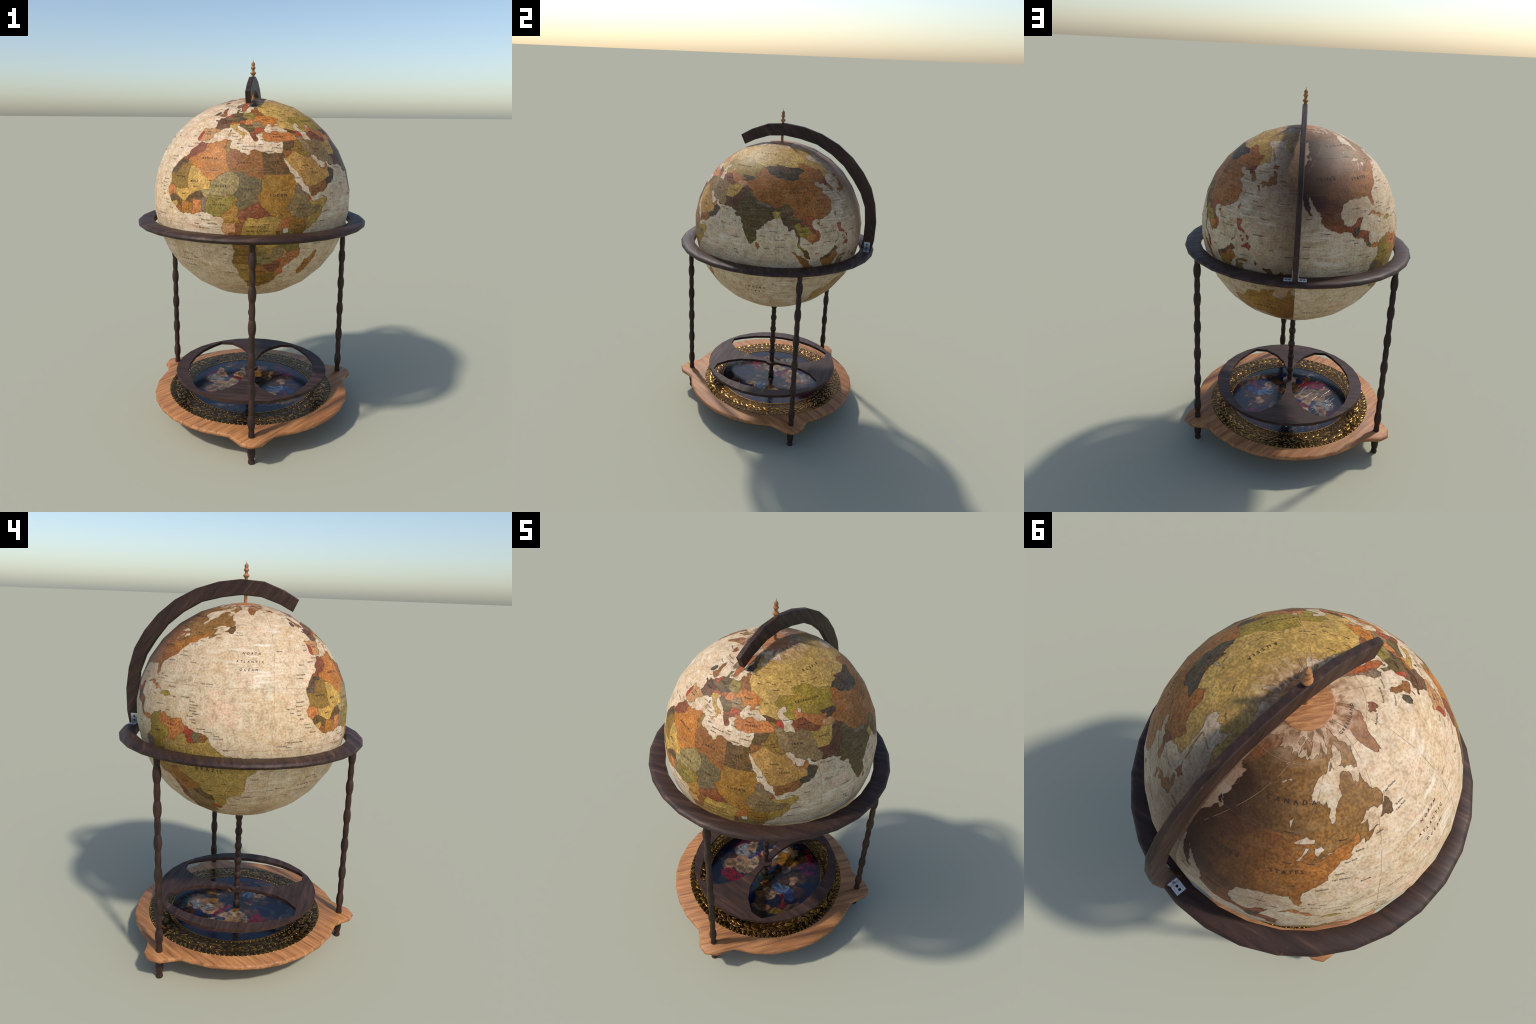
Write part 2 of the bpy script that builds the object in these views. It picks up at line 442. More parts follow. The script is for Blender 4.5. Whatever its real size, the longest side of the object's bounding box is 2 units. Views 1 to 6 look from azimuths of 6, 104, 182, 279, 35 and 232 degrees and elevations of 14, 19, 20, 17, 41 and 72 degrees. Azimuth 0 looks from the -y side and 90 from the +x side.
indian_coast = [(95.4, 15.8), (94.3, 16), (94.5, 18), (92.3, 20.7), (91.5, 22.6), (90.4, 21.9), (88.3, 21.6), (86.9, 20.7), (85, 19.4),
                (82.3, 16.7), (80.2, 15.5), (80.2, 13), (79.8, 10.3), (78.2, 8.8), (77.5, 8.1), (76.3, 9.9), (74.8, 13), (73.5, 16), (72.8, 19),
                (72.7, 21), (70.5, 20.8), (69, 22.3), (70.2, 22.8), (68.2, 23.7), (66.7, 25), (64.5, 25.2), (61.5, 25.1), (57.3, 25.7),
                (56.8, 27.1), (54.5, 26.6), (51.5, 27.9), (50, 30.1), (48.5, 30.1), (48, 29.4), (48.7, 28), (50.2, 26.4), (50.8, 24.8),
                (51.3, 26.1), (51.6, 24.6), (54, 24.2), (56.2, 26.2), (56.5, 24.3), (58.7, 23.6), (59.8, 22.5), (58.5, 20.4), (57.7, 19),
                (55.2, 17.3), (52.2, 15.6), (48.7, 14), (45, 12.8), (43.4, 12.7), (42.8, 15), (42.5, 16.8), (40.5, 20), (39.1, 21.5),
                (38.5, 23.5), (36.5, 26), (35, 28), (34.5, 29.3), (34.2, 27.8), (32.7, 29.6)]
land(mediterranean + atlantic_europe + arctic_coast + pacific_asia + indian_coast)

north_america_east = [(-156.5, 71.3), (-141, 69.6), (-135, 69.3), (-128, 70.4), (-120, 69.6), (-114, 68.2), (-108, 68), (-102, 67.8), (-96, 68.3),
                      (-94, 71.8), (-90, 69), (-88, 68), (-85.5, 69.7), (-82, 69.5), (-82, 67.2), (-86.5, 66.3), (-87, 65), (-91, 63.5), (-94.5, 61),
                      (-94.7, 58.8), (-92.5, 57), (-88, 56.5), (-82.4, 55.2), (-82.2, 53), (-80.5, 51.3), (-78.8, 51.6), (-79.5, 54.6), (-76.7, 57),
                      (-78.3, 59), (-77.5, 62.5), (-73.5, 62.4), (-70, 61), (-69.5, 58.9), (-67, 58.4), (-64.6, 60.3), (-61.8, 57), (-57.5, 54.5),
                      (-55.8, 52), (-60, 50.2), (-66.5, 50.2), (-69.5, 48.3), (-65, 49.2), (-64.6, 47.5), (-64.5, 46), (-61, 46.5), (-60, 46),
                      (-63.5, 44.6), (-65.8, 43.5), (-66, 44.8), (-67, 44.8), (-70, 43.6), (-70.7, 42.2), (-70, 41.7), (-73.8, 40.7), (-74.2, 39.5),
                      (-75.5, 37.8), (-76.2, 36.9), (-75.6, 35.3), (-77.5, 34.3), (-79.5, 33), (-81.3, 31.3), (-81.3, 29.8), (-80, 26.9), (-80.4, 25.2),
                      (-81.8, 26), (-82.8, 28), (-84, 30), (-85.5, 29.8), (-88, 30.3), (-89.3, 29.2), (-91.5, 29.5), (-94.7, 29.4), (-97.2, 27.7)]
central_america = [(-97.4, 25.5), (-97.8, 22.4), (-96.3, 19.3), (-94.5, 18.2), (-92, 18.6), (-90.7, 19.6), (-90.3, 21), (-87.2, 21.5), (-87.7, 19.5),
                   (-88.3, 18), (-88.8, 15.8), (-86, 15.9), (-83.3, 15), (-83.7, 12), (-83.5, 10.8), (-82, 9), (-79.8, 9.5), (-77.4, 8.6), (-78.2, 7.6),
                   (-80.5, 7.4), (-82.8, 8.2), (-84.7, 9.8), (-86, 11.2), (-87.7, 13.1), (-91.5, 14), (-94, 16.2), (-96.5, 15.7), (-100, 16.9),
                   (-103.5, 18.3), (-105.5, 20.2), (-105.5, 22), (-108.5, 25.3), (-110.5, 27.5), (-112.8, 30.5), (-114.8, 31.7), (-113, 29), (-111, 25.8),
                   (-109.5, 23), (-110.2, 23), (-112.2, 25), (-114.5, 27.6), (-115.8, 30), (-117.2, 32.5)]
north_america_west = [(-118.5, 34), (-120.6, 34.6), (-122.5, 37.5), (-124.2, 40.3), (-124.2, 43), (-124, 46.3), (-124.6, 48.3), (-122.6, 47.5),
                      (-122.8, 49), (-127.5, 51), (-130, 54), (-133.5, 58), (-139.5, 59.7), (-146, 60.6), (-150, 59.5), (-153.5, 58), (-158, 56.5),
                      (-163, 55), (-160, 58.3), (-162, 59.5), (-166, 61.5), (-161, 64.5), (-167, 65.6), (-162, 66.6), (-166, 68.5), (-160, 70.6)]
land(north_america_east + central_america + north_america_west)

south_america = [(-77.4, 8.6), (-75.5, 10.6), (-73, 11.4), (-71.7, 12.3), (-71.5, 10.8), (-70, 12), (-68.3, 10.8), (-65, 10.1), (-62, 10.6), (-61, 8.5),
                 (-58, 6.8), (-55, 5.9), (-52, 4.6), (-51, 2.5), (-50, .8), (-48.4, -.8), (-44.5, -2.6), (-40, -2.9), (-37.3, -4.8), (-35.3, -5.3),
                 (-34.9, -8), (-37, -11), (-38.8, -13), (-39.1, -17.5), (-40.5, -20.5), (-42, -23), (-44.5, -23), (-47.8, -25), (-48.7, -28.3),
                 (-50.2, -30.2), (-53.5, -33.8), (-56, -34.9), (-58.3, -34), (-57.2, -36), (-58, -38), (-62, -38.9), (-62.5, -41), (-65, -41.2),
                 (-65.3, -44.5), (-67.5, -46.2), (-65.8, -47.5), (-69, -50.5), (-68.5, -52.4), (-71, -53.8), (-74.5, -51), (-75.3, -47), (-73.3, -41.8),
                 (-73.6, -37.2), (-71.6, -33), (-71.5, -29), (-70.3, -23), (-70.3, -18.4), (-76, -14.2), (-77.2, -12), (-79.8, -7.2), (-81.2, -6),
                 (-81.2, -4.3), (-80, -2.6), (-80.9, -1), (-80, .8), (-78.8, 1.6), (-77.3, 4), (-77.5, 6.5), (-77.9, 7.4)]
land(south_america)
land([(114, -22), (115.5, -21), (121, -19.5), (122.2, -17.5), (125, -14.8), (127, -14), (129.5, -14.9), (130.8, -12.3), (136, -12), (136.7, -12.2),
      (135.5, -15), (139.5, -17.5), (141, -16), (141.6, -12.5), (142.5, -10.7), (143.5, -14), (145.4, -15), (146.3, -19), (150, -22.5), (153, -26),
      (152.5, -32), (150, -37), (146, -39), (140.5, -38), (138, -35.5), (136, -34.8), (134, -33), (131, -31.5), (126, -32.2), (123.5, -34),
      (118, -35), (115.2, -34.3), (115.7, -31.5), (113.5, -26)], "australia")
# islands
land([(-44, 60), (-42.5, 62.5), (-37, 65.8), (-30, 68), (-22.5, 70.3), (-20, 75), (-18, 80), (-27, 82.8), (-40, 83.2), (-60, 82), (-68, 80),
      (-72, 78.3), (-68, 76.2), (-58.5, 75.3), (-54.5, 72), (-51, 69.5), (-53.5, 66.5), (-51.5, 64), (-48.5, 61)], "brown")
land([(-5.5, 50.1), (-1, 50.7), (1.3, 51.2), (1.7, 52.7), (.2, 53), (-1.5, 55), (-2, 57.6), (-4, 57.7), (-3.2, 58.6), (-5, 58.5), (-6, 56.8),
      (-4.8, 54.8), (-3, 53.9), (-4.4, 53.2), (-5.2, 51.9), (-3, 51.4)], "brown")
land([(-6.2, 52.3), (-6, 54.5), (-8, 55.2), (-10, 54), (-10.2, 51.8), (-8.5, 51.6)], "black_green")
land([(-22.5, 64), (-18.5, 63.4), (-14, 64.6), (-15, 66.2), (-20, 66), (-23.5, 66.2), (-24, 65.3), (-22, 64.8)], "red_brown")
land([(49.3, -12), (50.4, -15.6), (49.3, -18), (47, -25), (45, -25.5), (43.4, -22.5), (44.4, -19.8), (44.4, -16.4), (47, -15.3)], "ochre")
land([(80, 9.7), (81.8, 7.5), (80.6, 6), (79.8, 7.5)], "rust")
land([(130.9, 34.2), (133, 35.5), (136, 35.8), (137.2, 37.3), (139.5, 38.3), (140.2, 41), (141.5, 41.2), (142, 39.5), (140.8, 37), (140.2, 35.2),
      (138, 34.7), (135.7, 33.5), (133, 34.3)], "ochre")
land([(129.8, 33.3), (131.5, 33.6), (131.5, 31.5), (130.5, 31.1)], "rust")
land([(132.5, 33.8), (134.5, 34.2), (133, 32.9)], "rust")
land([(140.2, 41.7), (141.2, 43.3), (141.8, 45.4), (145, 43.6), (143.3, 42.1)], "rust")
land([(142, 46), (143.5, 49), (143, 54), (142.3, 51)], "pale_yellow")
land([(120.2, 23), (121.5, 25.2), (121, 22)], "ochre")
land([(108.7, 19.3), (110.5, 20.1), (110, 18.4)], "ochre")
land([(120.6, 18.5), (122.2, 18.4), (121.6, 15.5), (124, 13), (123.3, 13), (120.7, 13.9), (120, 16)], "red")
land([(122, 7), (124, 8.5), (125.5, 9.7), (126.4, 7.5), (125.5, 5.7), (124, 6.8)], "red")
land([(124.4, 12.4), (125.6, 12), (125, 10.2)], "red")
land([(122.4, 10.2), (123.5, 10.8), (123, 9.1)], "red")
land([(122, 11.8), (123, 11.5), (122, 10.5)], "red")
land([(117.2, 8.4), (119.5, 11.2), (119, 10), (117.5, 8.3)], "red")
land([(109, 1.5), (110.4, 1.6), (111.5, 2.6), (113.5, 3.5), (115.5, 5.4), (117, 7), (119, 5.1), (117.6, 4), (119, 1), (117.5, 0), (116.3, -3.8),
      (114.5, -4), (111.5, -3.4), (110, -1.5)])
land([(95.3, 5.6), (97.5, 5.2), (100, 2.8), (103.5, -.5), (106, -3), (105.8, -5.8), (104, -5.2), (101, -2.6), (98.7, 1.6)], "ochre")
land([(105.2, -6.8), (108.5, -6.7), (112.6, -7), (114.5, -8.6), (110, -8.1), (106.5, -7.4)], "ochre")
land([(119.4, -5.5), (119, -2.5), (119.8, .6), (121, 1.2), (125, 1.5), (124, .3), (120.3, .4), (120.2, -.9), (123, -.9), (121.7, -1.8),
      (122.8, -4.2), (121.3, -4.5), (120.5, -2.8), (120.4, -5.5)], "olive")
land([(127.6, .5), (128, 2), (128.6, 1), (128, -.5)], "dark_olive")
land([(131, -.8), (134, -.8), (135, -3.2), (138, -1.7), (141, -2.6), (145, -4), (146, -8), (142, -9), (138, -8.3), (138, -6), (133, -4), (132.7, -2.8)], "dark_brown")
land([(123.5, -10.3), (127, -8.4), (125, -9.3)], "ochre")
land([(-84.8, 21.9), (-82.5, 23.1), (-77.5, 22), (-74.2, 20.2), (-77.5, 19.9), (-78.5, 21.2), (-82.5, 22.5)], "salmon")
land([(-74.3, 18.5), (-73, 19.9), (-69.5, 19.5), (-68.5, 18.4), (-71.5, 17.8)], "lime")
land([(-78.3, 18.3), (-76.3, 18.2), (-77.2, 17.8)], "green")
land([(-67.2, 18.4), (-65.7, 18.3), (-67, 18)], "ochre")
land([(-59.3, 47.7), (-57.5, 50.5), (-55.5, 51.5), (-53, 48.5), (-53.5, 46.7), (-56, 47)], "dark_olive")
land([(-128, 50.7), (-123.5, 48.4), (-125.5, 48.8)], "canada")
land([(-65, 61.8), (-72, 63.5), (-78, 64.5), (-73, 67.5), (-79, 70), (-88, 70.5), (-89.5, 73.5), (-81, 73.7), (-72, 71.5), (-67, 69), (-62, 67), (-64, 64)], "canada")
land([(-117, 69), (-105, 69), (-105, 72.5), (-115, 73.2), (-118, 71)], "canada")
land([(-125, 72), (-120, 71.5), (-118, 74), (-123.5, 74.2)], "canada")
land([(-86, 64), (-81, 64), (-84, 66)], "canada")
land([(-90, 77), (-80, 76.3), (-65, 81.5), (-72, 83), (-90, 82)], "canada")
land([(14, 77.5), (18, 76.8), (27, 79.8), (15, 80)], "violet_grey")
land([(52, 71), (57.5, 70.7), (57, 73), (68, 76.5), (64, 76.2), (54, 73.5)], "russia")
land([(8.4, 39), (9.5, 39.2), (9.5, 41.1), (8.3, 40.8)], "yellow")
land([(8.7, 41.6), (9.4, 41.6), (9.4, 43), (8.6, 42.4)], "dark_brown")
land([(12.5, 37.8), (15.5, 38.2), (15, 36.7)], "yellow")
land([(23.6, 35.4), (26.2, 35.2), (24.5, 34.9)], "brown")
land([(32.4, 35), (34.5, 35.6), (33.2, 34.6)], "salmon")
land([(11, 55.4), (12.5, 56), (12.2, 55)], "slate")
# inland waters
lake((28.9, 41.3), (31.4, 41.2), (33.5, 42), (36, 41.6), (38.5, 41), (41.5, 41.5), (41.5, 42.6), (39, 44), (37.4, 45.2), (35.3, 45), (33.5, 44.5),
     (32.6, 45.4), (33.5, 46.1), (31.5, 46.6), (29.7, 45.2), (28.6, 43.6), (27.8, 42.6))
lake((35, 46), (38, 47.2), (38.5, 46.4), (36.6, 45.5))
lake((47, 44.5), (47.5, 43), (49.4, 40.4), (49, 38.5), (50.3, 37.3), (53.8, 36.8), (53.9, 38.8), (53, 40), (54.5, 41.5), (52.5, 42.5), (50.5, 44.4),
     (53, 45.2), (53, 46.8), (51, 47), (48.8, 46.2))
lake((58.5, 44.5), (60, 44), (61, 45.5), (59, 46))
lake((104, 51.6), (106, 52), (109.7, 55.6), (108.5, 55), (106, 53))
lake((31.8, -.5), (34, .2), (33.8, -2), (32, -2.5))
lake((-92, 46.8), (-88.5, 48.6), (-85, 47.9), (-84.6, 46.6), (-87.5, 46.5))
lake((-88, 42), (-86.8, 41.8), (-86.2, 43.5), (-85.2, 45.5), (-87, 45.5))
lake((-84.4, 45.8), (-81.5, 46), (-80, 44.8), (-81.7, 43.2), (-83.3, 44.2))
lake((-83.2, 41.7), (-79, 42.8), (-81, 41.8))
lake((-79.6, 43.3), (-76.4, 44), (-77, 43.3))
lake((-98.5, 52.5), (-96.5, 50.5), (-97.5, 53.5))
lake((-116, 61.3), (-110, 62.5), (-114, 62.3))
lake((-123, 65.5), (-118, 66.5), (-121, 66.8))

# ------------------------------------------- countries (first match wins)
country("red", (27.2, -29.6), (28.5, -28.7), (29.3, -29.6), (28, -30.5))
country("red", (41.8, 11), (42.4, 12.7), (43.6, 12.4), (43.2, 11.2))
country("red_brown", (-12, 36.5), (-1.8, 36), (-1.7, 34), (-1.2, 32.2), (-3.7, 30.8), (-8.7, 28.7), (-8.7, 27.7), (-14, 27.7), (-15, 30))
country("black_green", (-18, 27.7), (-8.7, 27.7), (-8.7, 26), (-12, 26), (-12, 23.4), (-13, 23), (-13.1, 21.3), (-18, 21.3))
country("orange", (-1.8, 37.5), (8.6, 38), (8.3, 35), (7.6, 33.5), (9.1, 32), (9.5, 30.2), (9.9, 26.5), (11.9, 23.5), (5.8, 19.5), (3.2, 19),
        (1.2, 21.1), (-4.8, 25), (-8.7, 27.3), (-8.7, 28.7), (-3.7, 30.8), (-1.2, 32.2), (-1.7, 34))
country("olive", (8.6, 38.5), (12, 38), (11.5, 33.1), (10.3, 31), (9.5, 30.2), (9.1, 32), (7.6, 33.5), (8.3, 35))
country("brown", (11.5, 33.1), (11.6, 34), (25, 34), (25, 22), (25, 20), (24, 20), (24, 19.5), (15, 23.3), (14, 22.5), (11.9, 23.5), (9.9, 26.5), (9.5, 30.2), (10.3, 31))
country("dark_olive", (25, 33), (34.3, 33), (34.3, 31.2), (34.9, 29.5), (34, 27), (37.5, 22), (25, 22))
country("olive", (-18, 21.3), (-13.1, 21.3), (-13, 23), (-12, 23.4), (-12, 26), (-8.7, 26), (-8.7, 27.3), (-4.8, 25), (-6.5, 25), (-5.3, 15.5),
        (-11.5, 15.3), (-12.2, 14.8), (-14, 16.5), (-18, 16.2))
country("yellow", (-6.5, 25), (-4.8, 25), (1.2, 21.1), (3.2, 19), (4.2, 19), (4.2, 16.5), (3.5, 15.4), (.3, 14.8), (-2, 14.2), (-5.3, 11.3),
        (-6, 10.3), (-8, 10.3), (-11.4, 12.3), (-12.2, 14.8), (-11.5, 15.3), (-5.3, 15.5))
country("grey_green", (4.2, 19), (5.8, 19.5), (11.9, 23.5), (14, 22.5), (15.5, 21), (15.5, 16.9), (13.5, 13.7), (6.9, 13), (4, 13.5), (3.6, 11.7),
        (2, 12.5), (.3, 14.8), (3.5, 15.4), (4.2, 16.5))
country("slate", (14, 22.5), (15, 23.3), (24, 19.5), (24, 15.7), (22.5, 14), (22, 12.5), (22.8, 11), (19, 9), (15.5, 7.6), (14.2, 10), (15, 12),
        (13.5, 13.7), (15.5, 16.9), (15.5, 21))
country("gold", (25, 22), (38, 22), (38.6, 18), (37, 17), (36.5, 14.3), (34.3, 10.7), (33, 7.8), (36, 4.7), (34, 4.2), (31, 3.7), (27.5, 5), (24, 8.7),
        (22.8, 11), (22, 12.5), (22.5, 14), (24, 15.7), (24, 20), (25, 20))
country("violet_grey", (37, 17), (38.6, 19), (43.5, 12.8), (42.4, 12.5), (40, 14.5), (36.5, 14.3))
country("grey_beige", (36.5, 14.3), (40, 14.5), (42.4, 12.5), (42, 10.5), (44, 9), (48, 8), (45, 5), (42, 4.2), (39.5, 3.5), (36, 4.7), (33, 7.8), (34.3, 10.7))
country("pale_yellow", (43.2, 11.5), (52, 13), (52, 9), (42, -2.5), (41, -1.5), (41, 3), (42, 4.2), (45, 5), (48, 8), (44, 9), (42, 10.5))
country("gold", (34, .5), (34, 4.2), (36, 4.7), (39.5, 3.5), (42, 4.2), (41, 3), (41, -1.5), (42, -3), (39.5, -5), (37.5, -3.2), (34, -1))
country("salmon", (29.6, -1.4), (30, 1), (31, 3.7), (34, 4.2), (34, -1))
country("red_brown", (29, -1.4), (30.7, -1), (30.5, -4.4), (29.2, -4.4))
country("green", (34, -1), (37.5, -3.2), (39.5, -5), (42, -7), (41, -10.7), (35, -11.5), (32.8, -9.2), (29.5, -6), (30.5, -2.5), (30.7, -1))
country("pale_yellow", (12, -5.8), (13, -4.6), (16, -3), (18.5, 4.5), (22.5, 4.2), (27.5, 5), (31, 3.7), (30, 1), (29.5, -1.4), (29, -4.4), (29.5, -6),
        (30.7, -8.2), (28.5, -9), (28.5, -12), (29.7, -13.4), (27, -12), (24, -11), (22, -11.2), (21.8, -7.3), (17, -8), (16.5, -5.9), (12, -6.1))
country("olive", (11, -5.9), (16.5, -5.9), (17, -8), (21.8, -7.3), (22, -11.2), (24, -11), (24, -13), (22, -13), (22, -16.2), (23.3, -17.6), (18, -17.4), (11, -17.3))
country("grey_green", (22, -13), (24, -13), (24, -11), (27, -12), (29.7, -13.4), (28.5, -12), (28.5, -9), (30.7, -8.2), (32.8, -9.2), (33.3, -12), (33, -14),
        (30.2, -15.6), (28, -17), (25.2, -17.8), (22, -16.2))
country("peach", (32.8, -9.2), (34.5, -11), (35.8, -16), (34.5, -14.5), (33, -14))
country("salmon", (33, -14), (34.5, -14.5), (35.3, -17), (35.8, -15), (34.6, -11.5), (35, -11.5), (41, -10.7), (42, -16), (36, -25), (33, -27), (32, -26.8),
        (31.3, -22.4), (32.8, -20), (33, -16.7), (30.2, -15.6))
country("red_brown", (25.2, -17.8), (28, -17), (30.2, -15.6), (33, -16.7), (32.8, -20), (31.3, -22.4), (29.4, -22.2), (26, -19.5))
country("pale_yellow", (11, -17.3), (18, -17.4), (25.2, -17.8), (21, -18.3), (21, -22), (20, -22), (20, -28.5), (17, -28.3), (14, -28.7))
country("ochre", (21, -18.3), (25.2, -17.8), (26, -19.5), (29.4, -22.2), (26.5, -24.5), (23, -25.3), (20.7, -26.8), (20, -24.8), (20, -22), (21, -22))
country("olive", (14, -28.7), (17, -28.3), (20, -28.5), (20, -24.8), (20.7, -26.8), (23, -25.3), (26.5, -24.5), (29.4, -22.2), (31.3, -22.4), (32, -26.8),
        (33, -27), (34, -30), (26, -37), (16, -36))
country("gold", (8.5, 4.5), (9, 6), (11, 6.8), (13, 9), (14.2, 12.8), (15, 12), (14.2, 10), (15.5, 7.6), (14.6, 5), (16, 2.2), (9, 2.2))
country("red_brown", (15.5, 7.6), (19, 9), (22.8, 11), (24, 8.7), (27.5, 5), (22.5, 4.2), (18.5, 4.5), (16, 3.5), (16, 2.2), (14.6, 5))
country("peach", (8, 2.2), (11.3, 2.2), (14, 1.3), (14.2, -2), (11.5, -2.4), (11, -4), (8, -1.5))
country("brown", (14, 2.2), (16, 2.2), (16, 3.5), (18.5, 4.5), (16, -3), (13, -4.6), (11, -4.6), (11.5, -2.4), (14.2, -2), (14, 1.3))
country("green", (2.7, 6), (3.6, 11.7), (4, 13.5), (6.9, 13), (13.5, 13.7), (14.2, 12.8), (13, 9), (11, 6.8), (9, 6), (8.5, 3), (3, 5))
country("violet_grey", (1, 5.5), (.9, 11), (2, 12.5), (3.6, 11.7), (2.7, 6))
country("salmon", (-3.2, 4), (-2.8, 11), (.9, 11), (1.1, 5.5))
country("dark_olive", (-5.5, 10.3), (-5.3, 11.3), (-2, 14.2), (.3, 14.8), (2, 12.5), (.9, 11), (-2.8, 11), (-2.8, 9.7))
country("ochre", (-8.5, 3.5), (-8.3, 7.6), (-8, 10.3), (-6, 10.3), (-2.8, 9.7), (-3.2, 4))
country("moss", (-15.5, 10.8), (-13.7, 12.6), (-11.4, 12.3), (-8, 10.3), (-8.3, 7.6), (-10.2, 8.4), (-11, 10), (-13.5, 9))
country("brown", (-12, 6.5), (-10.2, 8.4), (-8.3, 7.6), (-7.4, 3.5))
country("yellow", (-14, 9), (-13.2, 9.3), (-11, 10), (-10.2, 8.4), (-12, 6.5))
country("salmon", (-18.5, 16.2), (-14, 16.5), (-12.2, 14.8), (-11.4, 12.3), (-13.7, 12.6), (-15.5, 10.8), (-18, 12))
# near east and central asia
country("orange", (51.3, 24.3), (54, 24.8), (56.3, 26.6), (56.4, 24.5), (55.2, 22.7))
country("salmon", (25.5, 42), (28, 42), (35, 42.8), (42.5, 41.5), (44.8, 39.7), (44.5, 37), (42, 37.2), (36.5, 36.5), (35.5, 35.5), (26, 35.5), (26, 40.9))
country("dark_olive", (35.3, 35.9), (36.7, 36.8), (42.4, 37.2), (41, 34.4), (38.8, 33.4), (36, 32.3), (35, 33))
country("brown", (34, 31.5), (35, 33), (36, 32.3), (39.2, 32.1), (37, 30), (34.9, 29))
country("olive", (38.8, 33.4), (41, 34.4), (42.4, 37.2), (44.8, 37.2), (46, 35.5), (45.5, 33.5), (48.7, 30), (48, 29.8), (44.7, 29.2), (40.4, 31.9), (39.2, 32.1))
country("pale_gold", (34.5, 29.4), (37, 30), (39.2, 32.1), (40.4, 31.9), (44.7, 29.2), (46.5, 29), (48.5, 28.6), (50.3, 26.6), (51.3, 24.3), (55.2, 22.7),
        (55, 20), (52, 19), (46.5, 17.2), (43, 16.5), (40, 18), (34, 27))
country("brown", (42, 16.5), (43, 16.5), (46.5, 17.2), (52, 19), (53.3, 16.5), (52, 11.5), (42, 12))
country("black_green", (52, 19), (55, 20), (55.2, 22.7), (56, 24.2), (56.3, 26.8), (61, 24), (60, 19), (53.3, 16.5))
country("grey_beige", (44.5, 39.5), (48, 39.3), (49, 38.4), (54, 37.3), (57, 38.2), (61, 36.5), (60.8, 34), (61.8, 31), (61, 29.8), (63, 27.2), (61.6, 25),
        (56.5, 25.9), (50, 27), (48.7, 30), (45.5, 33.5), (46, 35.5), (44.6, 37.2))
country("dark_brown", (40, 43.5), (46.5, 42), (46.5, 41.2), (43, 41.2), (41, 41.5))
country("red", (45, 41.3), (48.5, 42), (50.5, 40.3), (49, 38.4), (46.5, 39))
country("olive", (43.4, 41.2), (45, 41.3), (46.5, 39), (44.5, 39.6))
country("red_brown", (52.5, 42), (56, 41.3), (60, 42.3), (62, 40), (66.5, 37.4), (64.5, 36.2), (61, 36.5), (57, 38.2), (53.5, 37.2))
country("salmon", (56, 45), (58.5, 45.5), (62, 43.5), (66, 42.5), (69, 41.5), (73, 40.8), (70.5, 40.2), (68, 39), (67.8, 37.2), (66.5, 37.4), (62, 40), (60, 42.3), (56, 41.3))
country("black_green", (69.5, 42.8), (75, 43), (80.2, 42), (76, 40.3), (73.8, 39.6), (70, 39.6), (73, 41))
country("peach", (67.8, 37.2), (68, 39), (70.5, 40.2), (73.8, 39.6), (75, 37.3), (71.5, 36.8))
country("pale_yellow", (61, 36.5), (64.5, 36.2), (66.5, 37.4), (71.5, 36.8), (75, 37.3), (71.5, 35.8), (69.4, 32), (66.5, 29.8), (61, 29.8), (61.8, 31), (60.8, 34))
country("dark_brown", (61, 29.8), (66.5, 29.8), (69.4, 32), (71.5, 35.8), (75, 37.3), (77.8, 35.4), (74, 33.5), (74.5, 31), (71, 27.8), (70, 25.5), (68.2, 23.3), (61.6, 24), (63, 27.2))
country("violet_grey", (80.2, 28.8), (81, 30.2), (88.2, 27.9), (88, 26.5), (84, 27.4))
country("red", (89, 27), (90, 28.2), (92, 27.8), (92, 26.9))
country("yellow", (88.1, 25), (89.8, 25.5), (92.3, 25), (91.5, 23.5), (92.8, 20.5), (89, 21))
country("moss", (68.2, 23.3), (70, 25.5), (71, 27.8), (74.5, 31), (74, 33.5), (77.8, 35.4), (79, 32.5), (81, 30.2), (80.2, 28.8), (84, 27.4), (88, 26.5), (88.2, 27.9),
        (89, 27), (92, 26.9), (96, 29.3), (97.3, 28.2), (95, 26.5), (94, 24), (92.8, 22), (91.5, 23.5), (92.3, 25), (89.8, 25.5), (88.1, 25), (89, 21), (85, 16),
        (80.5, 8.5), (77, 6.5), (70, 16), (66, 22))
country("dark_olive", (92.5, 20.5), (94, 24), (95, 26.5), (97.3, 28.2), (98.7, 25.8), (97.6, 24), (99.2, 22.1), (101, 21.5), (100.2, 20.3), (97.5, 18.5), (98.7, 15.5),
        (99.5, 11.5), (98.5, 9.8), (95, 12), (92, 16))
country("lime", (100.2, 20.3), (101, 17.6), (103.5, 18.3), (104.8, 16.5), (105.5, 14.4), (102.6, 13.8), (102.5, 11.8), (100.5, 10.5), (102, 6), (100, 6), (98, 7.5),
        (98.5, 9.8), (99.5, 11.5), (98.7, 15.5), (97.5, 18.5))
country("red_brown", (100.2, 20.3), (102, 22.4), (104.5, 20.5), (104, 19.2), (106, 17.3), (107.5, 15.3), (106.5, 14.4), (105.5, 14.4), (104.8, 16.5), (103.5, 18.3), (101, 17.6))
country("rust", (102, 22.4), (105.3, 23.3), (108.2, 21.5), (108, 19), (110.5, 15), (110, 11), (105, 8), (104.5, 10.4), (106.2, 11.2), (107.5, 12.4), (107.5, 15.3),
        (106, 17.3), (104, 19.2), (104.5, 20.5))
country("orange", (102.5, 11.8), (102.6, 13.8), (105.5, 14.4), (107.5, 14.5), (107.5, 12.4), (106.2, 11.2), (104.5, 10.3), (103, 10))
country("dark_olive", (100, 6), (102.3, 6.4), (105, 3), (104.5, 1), (100.5, 3))
country("dark_olive", (108, 1), (110, .9), (114, 1.5), (115.8, 4.2), (120, 4.2), (118, 8), (112, 5))
